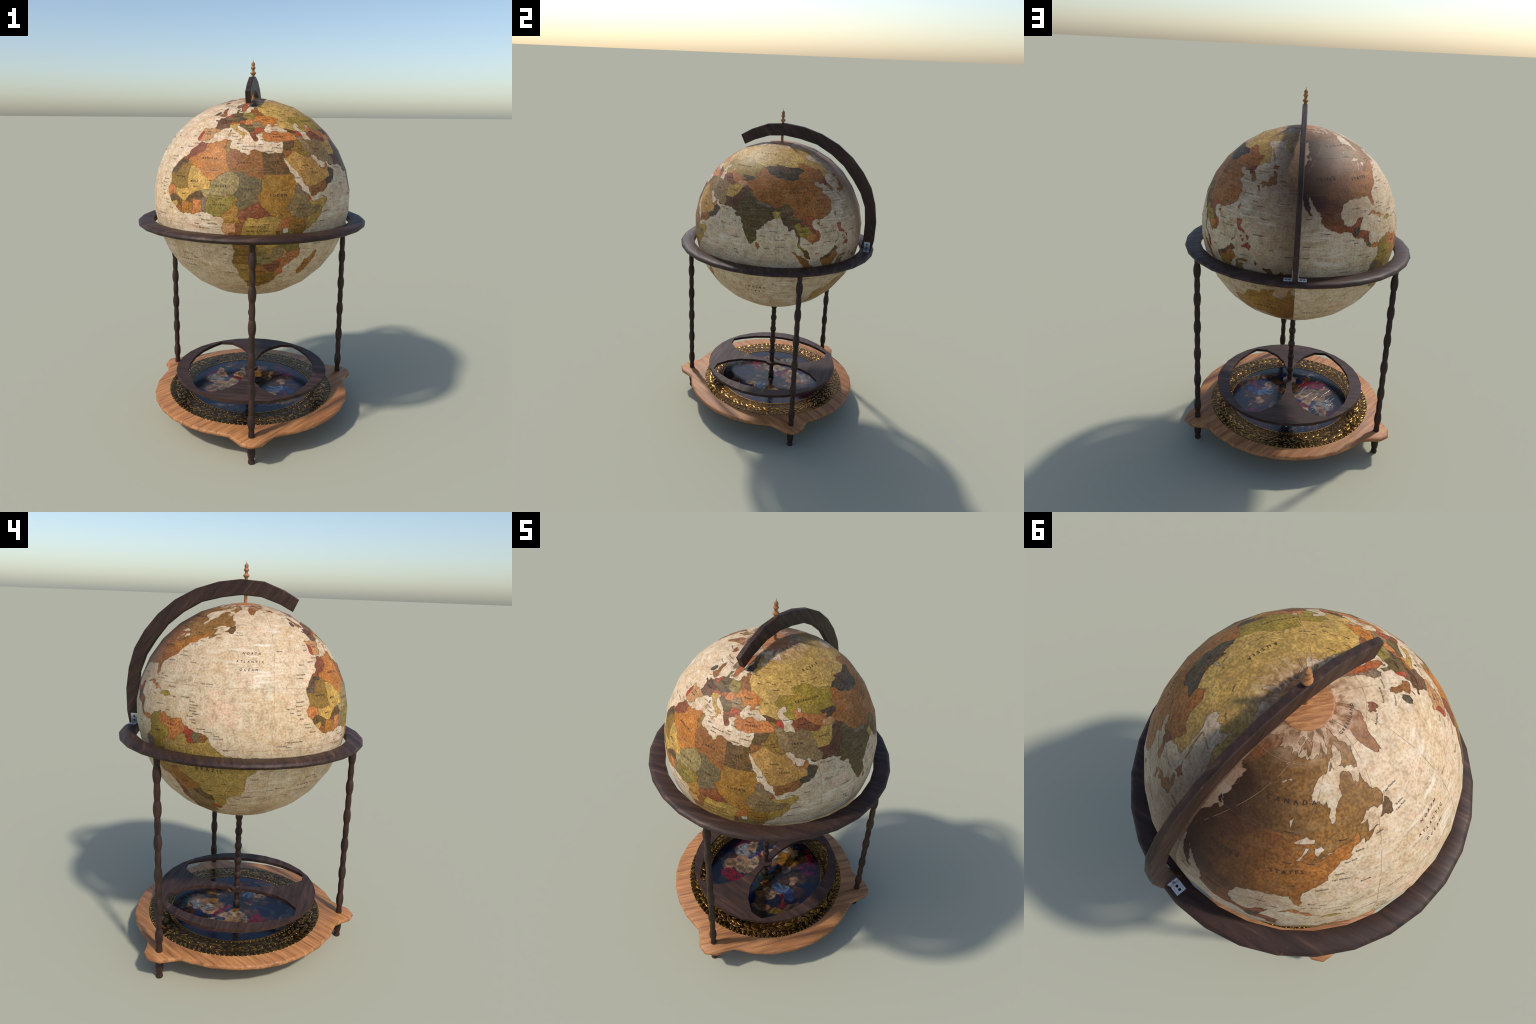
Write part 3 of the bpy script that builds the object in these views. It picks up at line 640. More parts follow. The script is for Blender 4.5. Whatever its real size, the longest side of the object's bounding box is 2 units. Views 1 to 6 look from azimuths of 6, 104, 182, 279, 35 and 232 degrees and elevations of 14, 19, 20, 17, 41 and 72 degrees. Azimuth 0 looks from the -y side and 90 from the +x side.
country("ochre", (108, 1), (110, .9), (114, 1.5), (115.8, 4.2), (120, 4.2), (120, -5), (108, -5))
country("black_green", (88, 49.2), (92, 50.7), (98, 50.5), (98.5, 52), (102, 51.4), (107, 49.9), (113, 49.8), (116.5, 49.8), (119.8, 47.4), (116, 46.5), (112, 45),
        (110, 42.7), (105, 41.6), (97, 42.7), (91, 45.2))
country("china", (73.8, 39.6), (76, 40.3), (80.2, 42), (80, 45), (82.5, 45.2), (85.5, 48.3), (88, 49.2), (91, 45.2), (97, 42.7), (105, 41.6), (110, 42.7), (112, 45),
        (116, 46.5), (119.8, 47.4), (116.5, 49.8), (120, 53), (125.5, 53), (131, 47.7), (135, 48.4), (131, 44), (130.6, 42.4), (126.5, 41.7), (124.3, 40), (121, 38),
        (124, 36), (123, 30), (118, 22.5), (111, 17.5), (108, 19), (108.2, 21.5), (105.3, 23.3), (102, 22.4), (101, 21.5), (99.2, 22.1), (97.6, 24), (98.7, 25.8),
        (97.3, 28.2), (96, 29.3), (92, 27.8), (88.2, 27.9), (81, 30.2), (79, 32.5), (77.8, 35.4), (75, 37.3))
country("red_brown", (124.3, 40), (126.5, 41.7), (130.6, 42.4), (130.5, 38.3), (124, 38))
country("ochre", (124, 38), (130.5, 38.3), (130, 33), (125, 33))
country("lime", (47, 48.5), (51, 51.5), (55, 51), (61.5, 51), (61, 54), (70, 55.2), (76.5, 54), (80, 51), (83.5, 51), (87.3, 49.2), (85.5, 48.3), (82.5, 45.2), (80, 45),
        (80.2, 42), (75, 43), (69, 41.5), (66, 42.5), (62, 43.5), (58.5, 45.5), (56, 45), (56, 41.3), (52.5, 42), (49, 44.5), (49, 46.4))
# europe
country("black_green", (20.5, 69.2), (27, 70), (29, 69), (30, 67), (29.5, 64.5), (31.5, 63), (28, 60.5), (21, 59.7), (20.5, 62.5), (24.2, 65.8), (23.7, 67.5))
country("rust", (11.3, 58.8), (12.3, 61), (12.2, 63.5), (14.5, 66), (18, 68.5), (20.5, 69.2), (23.7, 67.5), (24.2, 65.8), (20.5, 62.5), (19.5, 59.5), (17, 55), (12.5, 55.2))
country("violet_grey", (3, 58), (8, 57), (11.3, 58.8), (12.3, 61), (12.2, 63.5), (14.5, 66), (18, 68.5), (20.5, 69.2), (27, 70), (29, 69), (31.5, 70), (25, 72.5), (10, 68), (3, 62))
country("red", (-10, 36.5), (-7.4, 37), (-6.9, 41), (-8, 42), (-10, 42))
country("peach", (-10, 44.5), (-1.8, 43.3), (3.4, 42.4), (4, 40), (-1, 36), (-7.4, 35.9), (-7.4, 37), (-6.9, 41), (-8, 42), (-10, 42))
country("red", (2.5, 51.2), (4.5, 53.8), (7, 54), (6, 51), (6.2, 49.5))
country("dark_brown", (-6, 49.5), (2.5, 51.2), (6.2, 49.5), (8, 49), (7.5, 47.5), (7, 45.9), (7.6, 43.7), (3.4, 42.4), (-1.8, 43.3), (-3, 46))
country("slate", (7.5, 54.9), (7.5, 58.2), (11.5, 58), (11, 54.9))
country("moss", (6, 51), (7, 54), (7.5, 54.9), (11, 54.9), (14, 55), (14.8, 51), (12.5, 50), (13.7, 48.6), (13, 47.5), (7.5, 47.5), (8, 49), (6.2, 49.5))
country("green", (14, 55), (19, 55), (23, 54.3), (23.8, 51.5), (22.5, 49), (18.5, 49.5), (14.8, 51))
country("black_green", (12.5, 50), (14.8, 51), (18.5, 49.5), (17, 48.5), (13.7, 48.6))
country("rust", (7, 45.9), (7.5, 47.5), (13, 47.5), (13.7, 48.6), (17, 48.5), (16, 46.6), (13.7, 46.5), (10, 46.5))
country("yellow", (7, 45.9), (10, 46.5), (13.7, 46.5), (13.5, 45.3), (20, 40), (16, 35.5), (7, 39), (7.6, 43.7))
country("salmon", (16, 46.6), (17, 48.5), (18.5, 49.5), (22.5, 49), (22.5, 48.2), (21, 46.1), (18, 45.8))
country("moss", (13.5, 45.3), (13.7, 46.5), (16, 46.6), (18, 45.8), (21, 46.1), (22.7, 43.8), (22.5, 42), (20.5, 42), (18.5, 42.2), (15, 43))
country("grey_beige", (21, 46.1), (22.5, 48.2), (26.5, 48.2), (29.5, 45.3), (28.7, 43.6), (22.7, 43.8))
country("red", (22.5, 42), (22.7, 43.8), (28.7, 43.6), (28, 42), (25.5, 42), (23, 41.3))
country("red_brown", (19.3, 41.8), (20.5, 42), (22.5, 42), (23, 41.3), (25.5, 42), (26, 40.9), (26, 35.5), (24, 34), (19, 39))
country("orange", (22.5, 48.2), (22.5, 49), (23.8, 51.5), (31, 52.2), (35, 51.5), (40, 49.5), (38, 47), (36, 44.5), (33, 44), (29.5, 45.3), (26.5, 48.2))
country("brown", (23.8, 51.5), (23, 54.3), (28, 56), (31, 53.5), (31, 52.2))
country("brown", (19, 55), (21, 60), (28, 59.6), (28, 56), (23, 54.3))
country("russia", (28.5, 72), (31.5, 70), (29, 69), (30, 67), (29.5, 64.5), (31.5, 63), (28, 60.5), (28, 56), (31, 53.5), (31, 52.2), (35, 51.5), (40, 49.5), (38, 47),
        (36.5, 45), (40, 43.5), (48.5, 41.8), (60, 45), (90, 48), (120, 45), (131, 42), (145, 44), (160, 48), (190, 60), (190, 75), (100, 82), (50, 78), (35, 72))
# the americas
country("salmon", (-170, 72), (-141, 72), (-141, 60), (-137, 58.8), (-130, 55.5), (-133, 53), (-170, 53))
country("canada", (-141, 72), (-141, 60), (-137, 58.8), (-130, 55.5), (-133, 52), (-126, 48.2), (-123, 49), (-95, 49), (-89.5, 48), (-84.5, 46.5), (-82.5, 45),
        (-82.5, 42), (-79, 42.8), (-76.5, 44), (-75, 45), (-71.5, 45), (-69, 47.3), (-67.8, 45.7), (-66.5, 43), (-50, 45), (-55, 60), (-60, 70), (-60, 84), (-100, 84), (-140, 75))
country("states", (-130, 49), (-60, 49), (-70, 25), (-97, 25.8), (-99.5, 27.5), (-101.5, 29.8), (-104.5, 29.6), (-106.5, 31.8), (-111, 31.3), (-117.2, 32.5), (-130, 32))
country("black_green", (-92.2, 14), (-91, 17.3), (-89, 17.8), (-88, 15.8), (-89.3, 14.2), (-90.2, 13.5))
country("olive", (-89, 17.8), (-88, 18.5), (-87.5, 16), (-88.8, 15.8))
country("rust", (-90.2, 13.3), (-89.3, 14.2), (-88, 16.5), (-83, 16), (-83, 14.8), (-86, 13.7), (-87.7, 12.8))
country("red_brown", (-87.7, 12.8), (-86, 13.7), (-83, 14.8), (-82.8, 11), (-86, 10.9))
country("slate", (-86.5, 10.9), (-82.8, 11), (-82, 9.4), (-82.9, 7.5))
country("orange", (-82.9, 7.5), (-82, 9.4), (-79.5, 10), (-77, 9), (-77.5, 7))
country("mexico", (-117.2, 32.5), (-111, 31.3), (-106.5, 31.8), (-104.5, 29.6), (-101.5, 29.8), (-99.5, 27.5), (-97, 25.8), (-95, 22), (-85, 23), (-87, 18.5), (-89, 17.8),
        (-91, 17.3), (-92.2, 14), (-105, 15), (-120, 27))
country("lime", (-79, 8.5), (-77, 9), (-72, 13), (-71, 12), (-72.5, 9), (-72, 7.3), (-67.5, 6.2), (-67.2, 2), (-69.8, 1.7), (-70, -4.2), (-72.5, -2.4), (-75.2, -.1), (-77.5, .6), (-80, 1.5))
country("salmon", (-71, 12.5), (-60, 11), (-60, 8), (-61, 5), (-63.5, 3.8), (-64, 2), (-66.5, 1), (-67.2, 2), (-67.5, 6.2), (-72, 7.3), (-72.5, 9), (-73, 11))
country("red", (-60, 8.6), (-57, 6.5), (-58, 4), (-56.5, 2), (-59, 1.4), (-60, 5), (-61, 6))
country("slate", (-57.3, 7), (-54, 6.5), (-54.5, 2.3), (-56.5, 2), (-58, 4))
country("brown", (-54, 6.5), (-51, 4.5), (-52.8, 2.2), (-54.5, 2.3))
country("violet_grey", (-82, 1.5), (-80, 1.5), (-77.5, .6), (-75.2, -.1), (-76.5, -2.7), (-79, -5), (-80.3, -4.4), (-82, -3))
country("gold", (-82, -3), (-80.3, -4.4), (-79, -5), (-76.5, -2.7), (-75.2, -.1), (-72.5, -2.4), (-70, -4.2), (-73, -7), (-72.5, -9.5), (-70.6, -11), (-69, -12.5),
        (-69, -16), (-69.5, -17.5), (-71, -18.5), (-77, -17), (-84, -6))
country("ochre", (-69, -11), (-65.3, -9.8), (-65, -12), (-60.2, -16.2), (-58, -17.5), (-58, -20), (-62.3, -20.5), (-62.7, -22.2), (-67, -22.8), (-68.2, -21), (-69.5, -17.5),
        (-69, -16), (-69, -12.5), (-70.6, -11))
country("moss", (-58, -20), (-57.8, -22), (-54.3, -24), (-54.6, -27), (-58.5, -27.2), (-62.7, -22.2), (-62.3, -20.5))
country("rust", (-57.6, -30.2), (-53.3, -32.5), (-52.5, -34), (-56, -36), (-58.8, -34))
country("red_brown", (-71, -18.3), (-69.5, -17.5), (-68.2, -21), (-67, -23), (-69, -28), (-70, -33), (-71, -40), (-72, -50), (-68.5, -53), (-78, -55), (-78, -40), (-74, -20))
country("grey_beige", (-67, -22.8), (-62.7, -22.2), (-58.5, -27.2), (-54.6, -27), (-53.7, -26.5), (-57.6, -30.2), (-58.8, -34), (-55, -37), (-62, -56), (-72, -53), (-72, -50),
        (-71, -40), (-70, -33), (-69, -28))
country("brazil", (-70, -4.2), (-69.8, 1.7), (-67.2, 2), (-66.5, 1), (-64, 2), (-63.5, 3.8), (-61, 5), (-59, 1.4), (-54.5, 2.3), (-51, 4.5), (-33, -3), (-33, -12), (-45, -30),
        (-53.3, -34), (-57.6, -30.2), (-53.7, -26.5), (-54.3, -24), (-57.8, -22), (-58, -17.5), (-60.2, -16.2), (-65, -12), (-65.3, -9.8), (-70.6, -11), (-72.5, -9.5), (-73, -7))


# ----------------------------------------- cut the sphere along the outlines
def inside(poly, px, py):
    x, y = poly[:, 0], poly[:, 1]
    res = np.zeros(len(px), bool)
    box = (px > x.min()) & (px < x.max()) & (py > y.min()) & (py < y.max())
    idx = np.nonzero(box)[0]
    if len(idx) == 0:
        return res
    qx, qy = px[idx], py[idx]
    c = np.zeros(len(idx), bool)
    n = len(poly)
    for i in range(n):
        x1, y1 = poly[i - 1]
        x2, y2 = poly[i]
        if y1 == y2:
            continue
        hit = (y1 > qy) != (y2 > qy)
        c ^= hit & (qx < (x2 - x1) * (qy - y1) / (y2 - y1) + x1)
    res[idx] = c
    return res


def cut_sphere():
    pts, edges = [], []

    def ring(poly):
        s = len(pts)
        pts.extend(Vector((float(a), float(b))) for a, b in poly)
        edges.extend((s + i, s + (i + 1) % len(poly)) for i in range(len(poly)))

    def line(a, b):
        s = len(pts)
        pts.extend((Vector(a), Vector(b)))
        edges.append((s, s + 1))

    for p, _ in LANDS:
        ring(p)
    for p in LAKES:
        ring(p)
    for _, p in COUNTRIES:
        ring(p)
    k = math.ceil(AZ_MIN / STEP)
    while k * STEP < AZ_MAX:
        line((k * STEP, -90), (k * STEP, 90))
        k += 1
    for j in range(16):
        line((AZ_MIN, -90 + STEP * j), (AZ_MAX, -90 + STEP * j))
    line((AZ_MIN, -90), (AZ_MIN, 90))
    line((AZ_MAX, -90), (AZ_MAX, 90))
    v, e, f, *_ = geometry.delaunay_2d_cdt(pts, edges, [], 0, 1e-4)
    v = np.array([(p.x, p.y) for p in v])
    f = np.array([t for t in f if len(t) == 3])
    return v, f


UV, TRI = cut_sphere()
CEN = UV[TRI].mean(axis=1)
cx, cy = CEN[:, 0], CEN[:, 1]
owner = np.full(len(TRI), -1)               # -1 sea, >=0 index into names
FILLS = []                                   # (palette key)
fill_index = {}
country_of = np.full(len(TRI), -1)
for i, (col, poly) in reversed(list(enumerate(COUNTRIES))):
    country_of[inside(poly, cx, cy)] = i
for col, poly in COUNTRIES:
    FILLS.append(col)
for poly, fixed in LANDS:
    m = inside(poly, cx, cy)
    if fixed:
        FILLS.append(fixed)
        owner[m] = len(FILLS) - 1
    else:
        owner[m] = np.where(country_of[m] >= 0, country_of[m], -2)
lost = np.nonzero(owner == -2)[0]
if len(lost):
    allp = np.concatenate([p for _, p in COUNTRIES])
    alli = np.concatenate([np.full(len(p), i) for i, (_, p) in enumerate(COUNTRIES)])
    for t in lost:
        owner[t] = alli[np.argmin((allp[:, 0] - cx[t]) ** 2 + (allp[:, 1] - cy[t]) ** 2)]
for poly in LAKES:
    owner[inside(poly, cx, cy)] = -1

POS = [on_sphere(a, b) for a, b in UV]
NRM = [radial(a, b) for a, b in UV]


def sphere_piece(name, tris, mat, parent):
    used, faces = {}, []
    for t in tris:
        p = [POS[i] for i in t]
        if (p[1] - p[0]).cross(p[2] - p[0]).length < 1e-12:
            continue
        faces.append([used.setdefault(int(i), len(used)) for i in t])
    if not faces:
        return None
    me = bpy.data.meshes.new(name)
    order = list(used)
    me.from_pydata([POS[i] for i in order], [], faces)
    me.polygons.foreach_set("use_smooth", [True] * len(me.polygons))
    me.update()
    me.normals_split_custom_set_from_vertices([NRM[i] for i in order])
    return link(name, me, parent, mat)


# winding: make every triangle face outwards
for k, t in enumerate(TRI):
    a, b, c = (POS[i] for i in t)
    if (b - a).cross(c - a).dot(a + b + c) < 0:
        TRI[k] = t[::-1]
GLOBE = sphere_piece("globe", TRI[owner == -1], MAT_SEA, ROOT)
GLOBE.location = GLOBE_C
for i in sorted(set(owner[owner >= 0])):
    sphere_piece("country_panel", TRI[owner == i], land_mat(FILLS[i]), GLOBE)

# ------------------------------------------------------------ ink and type
ink_v, ink_f = [], []
fine_v, fine_f = [], []


def ribbon(a, b, width, lift, vs, fs):
    p, q = on_sphere(*a, lift), on_sphere(*b, lift)
    n = (p + q).normalized()
    d = (q - p)
    if d.length < 1e-6:
        return
    d.normalize()
    s = n.cross(d) * (width / 2)
    e = d * (width * 0.25)
    k = len(vs)
    vs.extend((p - s - e, q - s + e, q + s + e, p + s - e))
    fs.append((k, k + 1, k + 2, k + 3))


side = {}
for k, t in enumerate(TRI):
    for a, b in ((t[0], t[1]), (t[1], t[2]), (t[2], t[0])):
        side.setdefault((min(a, b), max(a, b)), []).append(owner[k])
for (a, b), own in side.items():
    if len(own) == 2 and own[0] != own[1]:
        w = 0.0009
        ribbon(tuple(UV[a]), tuple(UV[b]), w, 0.0006, ink_v, ink_f)
for lon in range(-120, 180, 30):                      # graticule
    pts = [to_globe(lon, lat) for lat in range(-60, 76, 3)]
    for a, b in zip(pts, pts[1:]):
        if AZ_MIN < a[0] < AZ_MAX and AZ_MIN < b[0] < AZ_MAX:
            ribbon(a, b, 0.0010, 0.0004, fine_v, fine_f)
for lat in (-23.4, 0, 23.4, 66.5):
    pts = [to_globe(lon, lat) for lon in np.arange(-170, 190, 3.0)]
    for a, b in zip(pts, pts[1:]):
        if AZ_MIN < a[0] < AZ_MAX and AZ_MIN < b[0] < AZ_MAX:
            ribbon(a, b, 0.0010, 0.0004, fine_v, fine_f)


def flat_mesh(name, v, f, mat, parent):
    me = bpy.data.meshes.new(name)
    me.from_pydata(v, [], f)
    me.update()
    return link(name, me, parent, mat, stuff=True)


flat_mesh("border_line", ink_v, ink_f, MAT_INK, GLOBE)
flat_mesh("graticule_line", fine_v, fine_f, MAT_FINE, GLOBE)

GLYPHS = {}


def glyphs(text, spacing, shear=0.0):
    key = (text, spacing, shear)
    if key not in GLYPHS:
        cu = bpy.data.curves.new("type", "FONT")
        cu.body = text
        cu.align_x = "CENTER"
        cu.align_y = "CENTER"
        cu.space_character = spacing
        cu.shear = shear
        cu.resolution_u = 2
        cu.offset = 0.012
        ob = bpy.data.objects.new("type", cu)
        bpy.context.scene.collection.objects.link(ob)
        dg = bpy.context.evaluated_depsgraph_get()
        me = ob.evaluated_get(dg).to_mesh()
        GLYPHS[key] = ([(v.co.x, v.co.y) for v in me.vertices], [tuple(p.vertices) for p in me.polygons])
        ob.evaluated_get(dg).to_mesh_clear()
        bpy.data.objects.remove(ob)
        bpy.data.curves.remove(cu)
    return GLYPHS[key]


type_v, type_f = [], []


def lettering(text, lon, lat, size, spacing=1.0, tilt=0.0, shear=0.0):
    """printed word, size = cap height scale in metres"""
    az0, el0 = to_globe(lon, lat)
    vs, fs = glyphs(text, spacing, shear)
    k = len(type_v)
    ct, st = math.cos(math.radians(tilt)), math.sin(math.radians(tilt))
    for x, y in vs:
        x, y = x * ct - y * st, x * st + y * ct
        el = el0 + math.degrees(y * size / GLOBE_R)
        az = az0 + math.degrees(x * size / GLOBE_R) / max(0.2, math.cos(math.radians(el0)))
        type_v.append(on_sphere(az, el, 0.0011))
    type_f.extend(tuple(i + k for i in f) for f in fs)


for word, lon, lat, size, gap, tilt in [
        ("ALGERIA", 2, 28.5, .014, 1.6, 0), ("LIBYA", 17.5, 27, .015, 1.9, 0), ("EGYPT", 29, 27, .014, 1.5, 0), ("MALI", -3, 18.5, .014, 1.6, 0),
        ("NIGER", 8.5, 17, .014, 1.6, 0), ("CHAD", 18.5, 16, .014, 1.5, 0), ("SUDAN", 30, 13.5, .016, 1.9, 0), ("MAURITANIA", -10.5, 20, .0085, 1.2, 0),
        ("SAUDI", 43.5, 25.5, .0115, 1.3, 0), ("ARABIA", 47, 22.3, .0115, 1.3, 0), ("NIGERIA", 8, 9.5, .012, 1.4, 0), ("ETHIOPIA", 39.5, 7.7, .012, 1.4, 0),
        ("SOMALIA", 50.5, 5.6, .009, 1.3, 8), ("DEMOCRATIC", 22, .8, .0105, 1.3, 0), ("REPUBLIC OF THE CONGO", 22.5, -1.2, .0085, 1.1, 0),
        ("ANGOLA", 17.5, -12.5, .011, 1.5, 0), ("ZAMBIA", 26.5, -14.5, .009, 1.3, 0), ("NAMIBIA", 16.8, -21, .009, 1.2, 0), ("TANZANIA", 34.8, -6.5, .009, 1.2, 0),
        ("BOTSWANA", 23.8, -22, .007, 1.1, 0), ("SOUTH AFRICA", 23.5, -30.5, .0085, 1.2, 0), ("MADAGASCAR", 46.7, -19, .006, 1.0, 0),
        ("MOZAMBIQUE", 38, -14.2, .0065, 1.0, 0), ("KENYA", 37.8, .8, .009, 1.2, 0), ("TURKEY", 34.5, 39, .0115, 1.4, 0), ("IRAN", 53.5, 32.8, .014, 1.7, 0),
        ("IRAQ", 43.5, 33, .009, 1.2, 0), ("YEMEN", 47.5, 15.5, .009, 1.2, 12), ("AFGHANISTAN", 66, 33.8, .0075, 1.0, 0), ("PAKISTAN", 68.5, 28.8, .0085, 1.1, 20),
        ("KAZAKHSTAN", 67, 48.3, .013, 1.5, 0), ("TURKMENISTAN", 59.5, 39.6, .0065, 1.0, 0), ("CHINA", 104, 35, .017, 2.2, 0), ("MONGOLIA", 103.5, 46.7, .011, 1.5, 0),
        ("RUSSIA", 92, 60.5, .017, 2.0, 0), ("INDIA", 79, 22, .015, 1.8, 0), ("BURMA", 96.3, 21.3, .008, 1.1, 0), ("THAILAND", 101.3, 15.4, .0075, 1.0, 0),
        ("JAPAN", 144, 36.5, .0105, 1.2, 0), ("PHILIPPINES", 129.5, 13, .0095, 1.1, 0), ("INDONESIA", 116, -1.2, .0075, 1.1, 0),
        ("FRANCE", 2.3, 46.8, .0095, 1.2, 0), ("SPAIN", -4, 40, .0095, 1.2, 0), ("GERMANY", 10.5, 51.2, .0065, 1.0, 0), ("POLAND", 19, 52, .0065, 1.0, 0),
        ("UKRAINE", 31, 49, .0085, 1.2, 0), ("ROMANIA", 25, 45.8, .006, 1.0, 0), ("ITALY", 12.3, 43, .006, 1.0, -45),
        ("UNITED", -108.5, 38.7, .0185, 1.7, 0), ("STATES", -88.5, 38.3, .0185, 1.7, 4), ("CANADA", -103, 57, .018, 2.2, 0), ("MEXICO", -102.5, 23.5, .0105, 1.3, 0),
        ("VENEZUELA", -66, 7.6, .0095, 1.1, 0), ("COLOMBIA", -73.2, 4, .0095, 1.1, 0), ("BRAZIL", -52, -9.3, .0245, 1.8, -3), ("BOLIVIA", -64.5, -17, .009, 1.2, 0),
        ("ARGENTINA", -65, -34.5, .0105, 1.3, 0), ("PERU", -75.5, -9.5, .0095, 1.3, 0), ("AUSTRALIA", 133.5, -25.5, .017, 2.1, 0), ("GREENLAND", -42, 71, .012, 1.5, 0),
        ("CUBA", -79, 24.3, .006, 1.1, 0)]:
    lettering(word, lon, lat, size, gap, tilt)
for word, lon, lat, size, gap in [("NORTH", -40.5, 37.5, .0145, 2.0), ("ATLANTIC", -40.5, 34, .0145, 2.0), ("OCEAN", -40.5, 30.6, .0145, 2.0),
                                  ("SOUTH", -10, -14.5, .0135, 2.0), ("ATLANTIC", -11, -18, .0135, 2.0), ("OCEAN", -12, -21.5, .0135, 2.0),
                                  ("INDIAN", 79.5, -17.5, .0185, 2.3), ("OCEAN", 79.5, -21, .0185, 2.3),
                                  ("NORTH PACIFIC OCEAN", -112, 5.3, .0085, 1.2), ("SOUTH PACIFIC", -104, -28, .013, 1.8)]:
    lettering(word, lon, lat, size, gap, 0, 0.22)
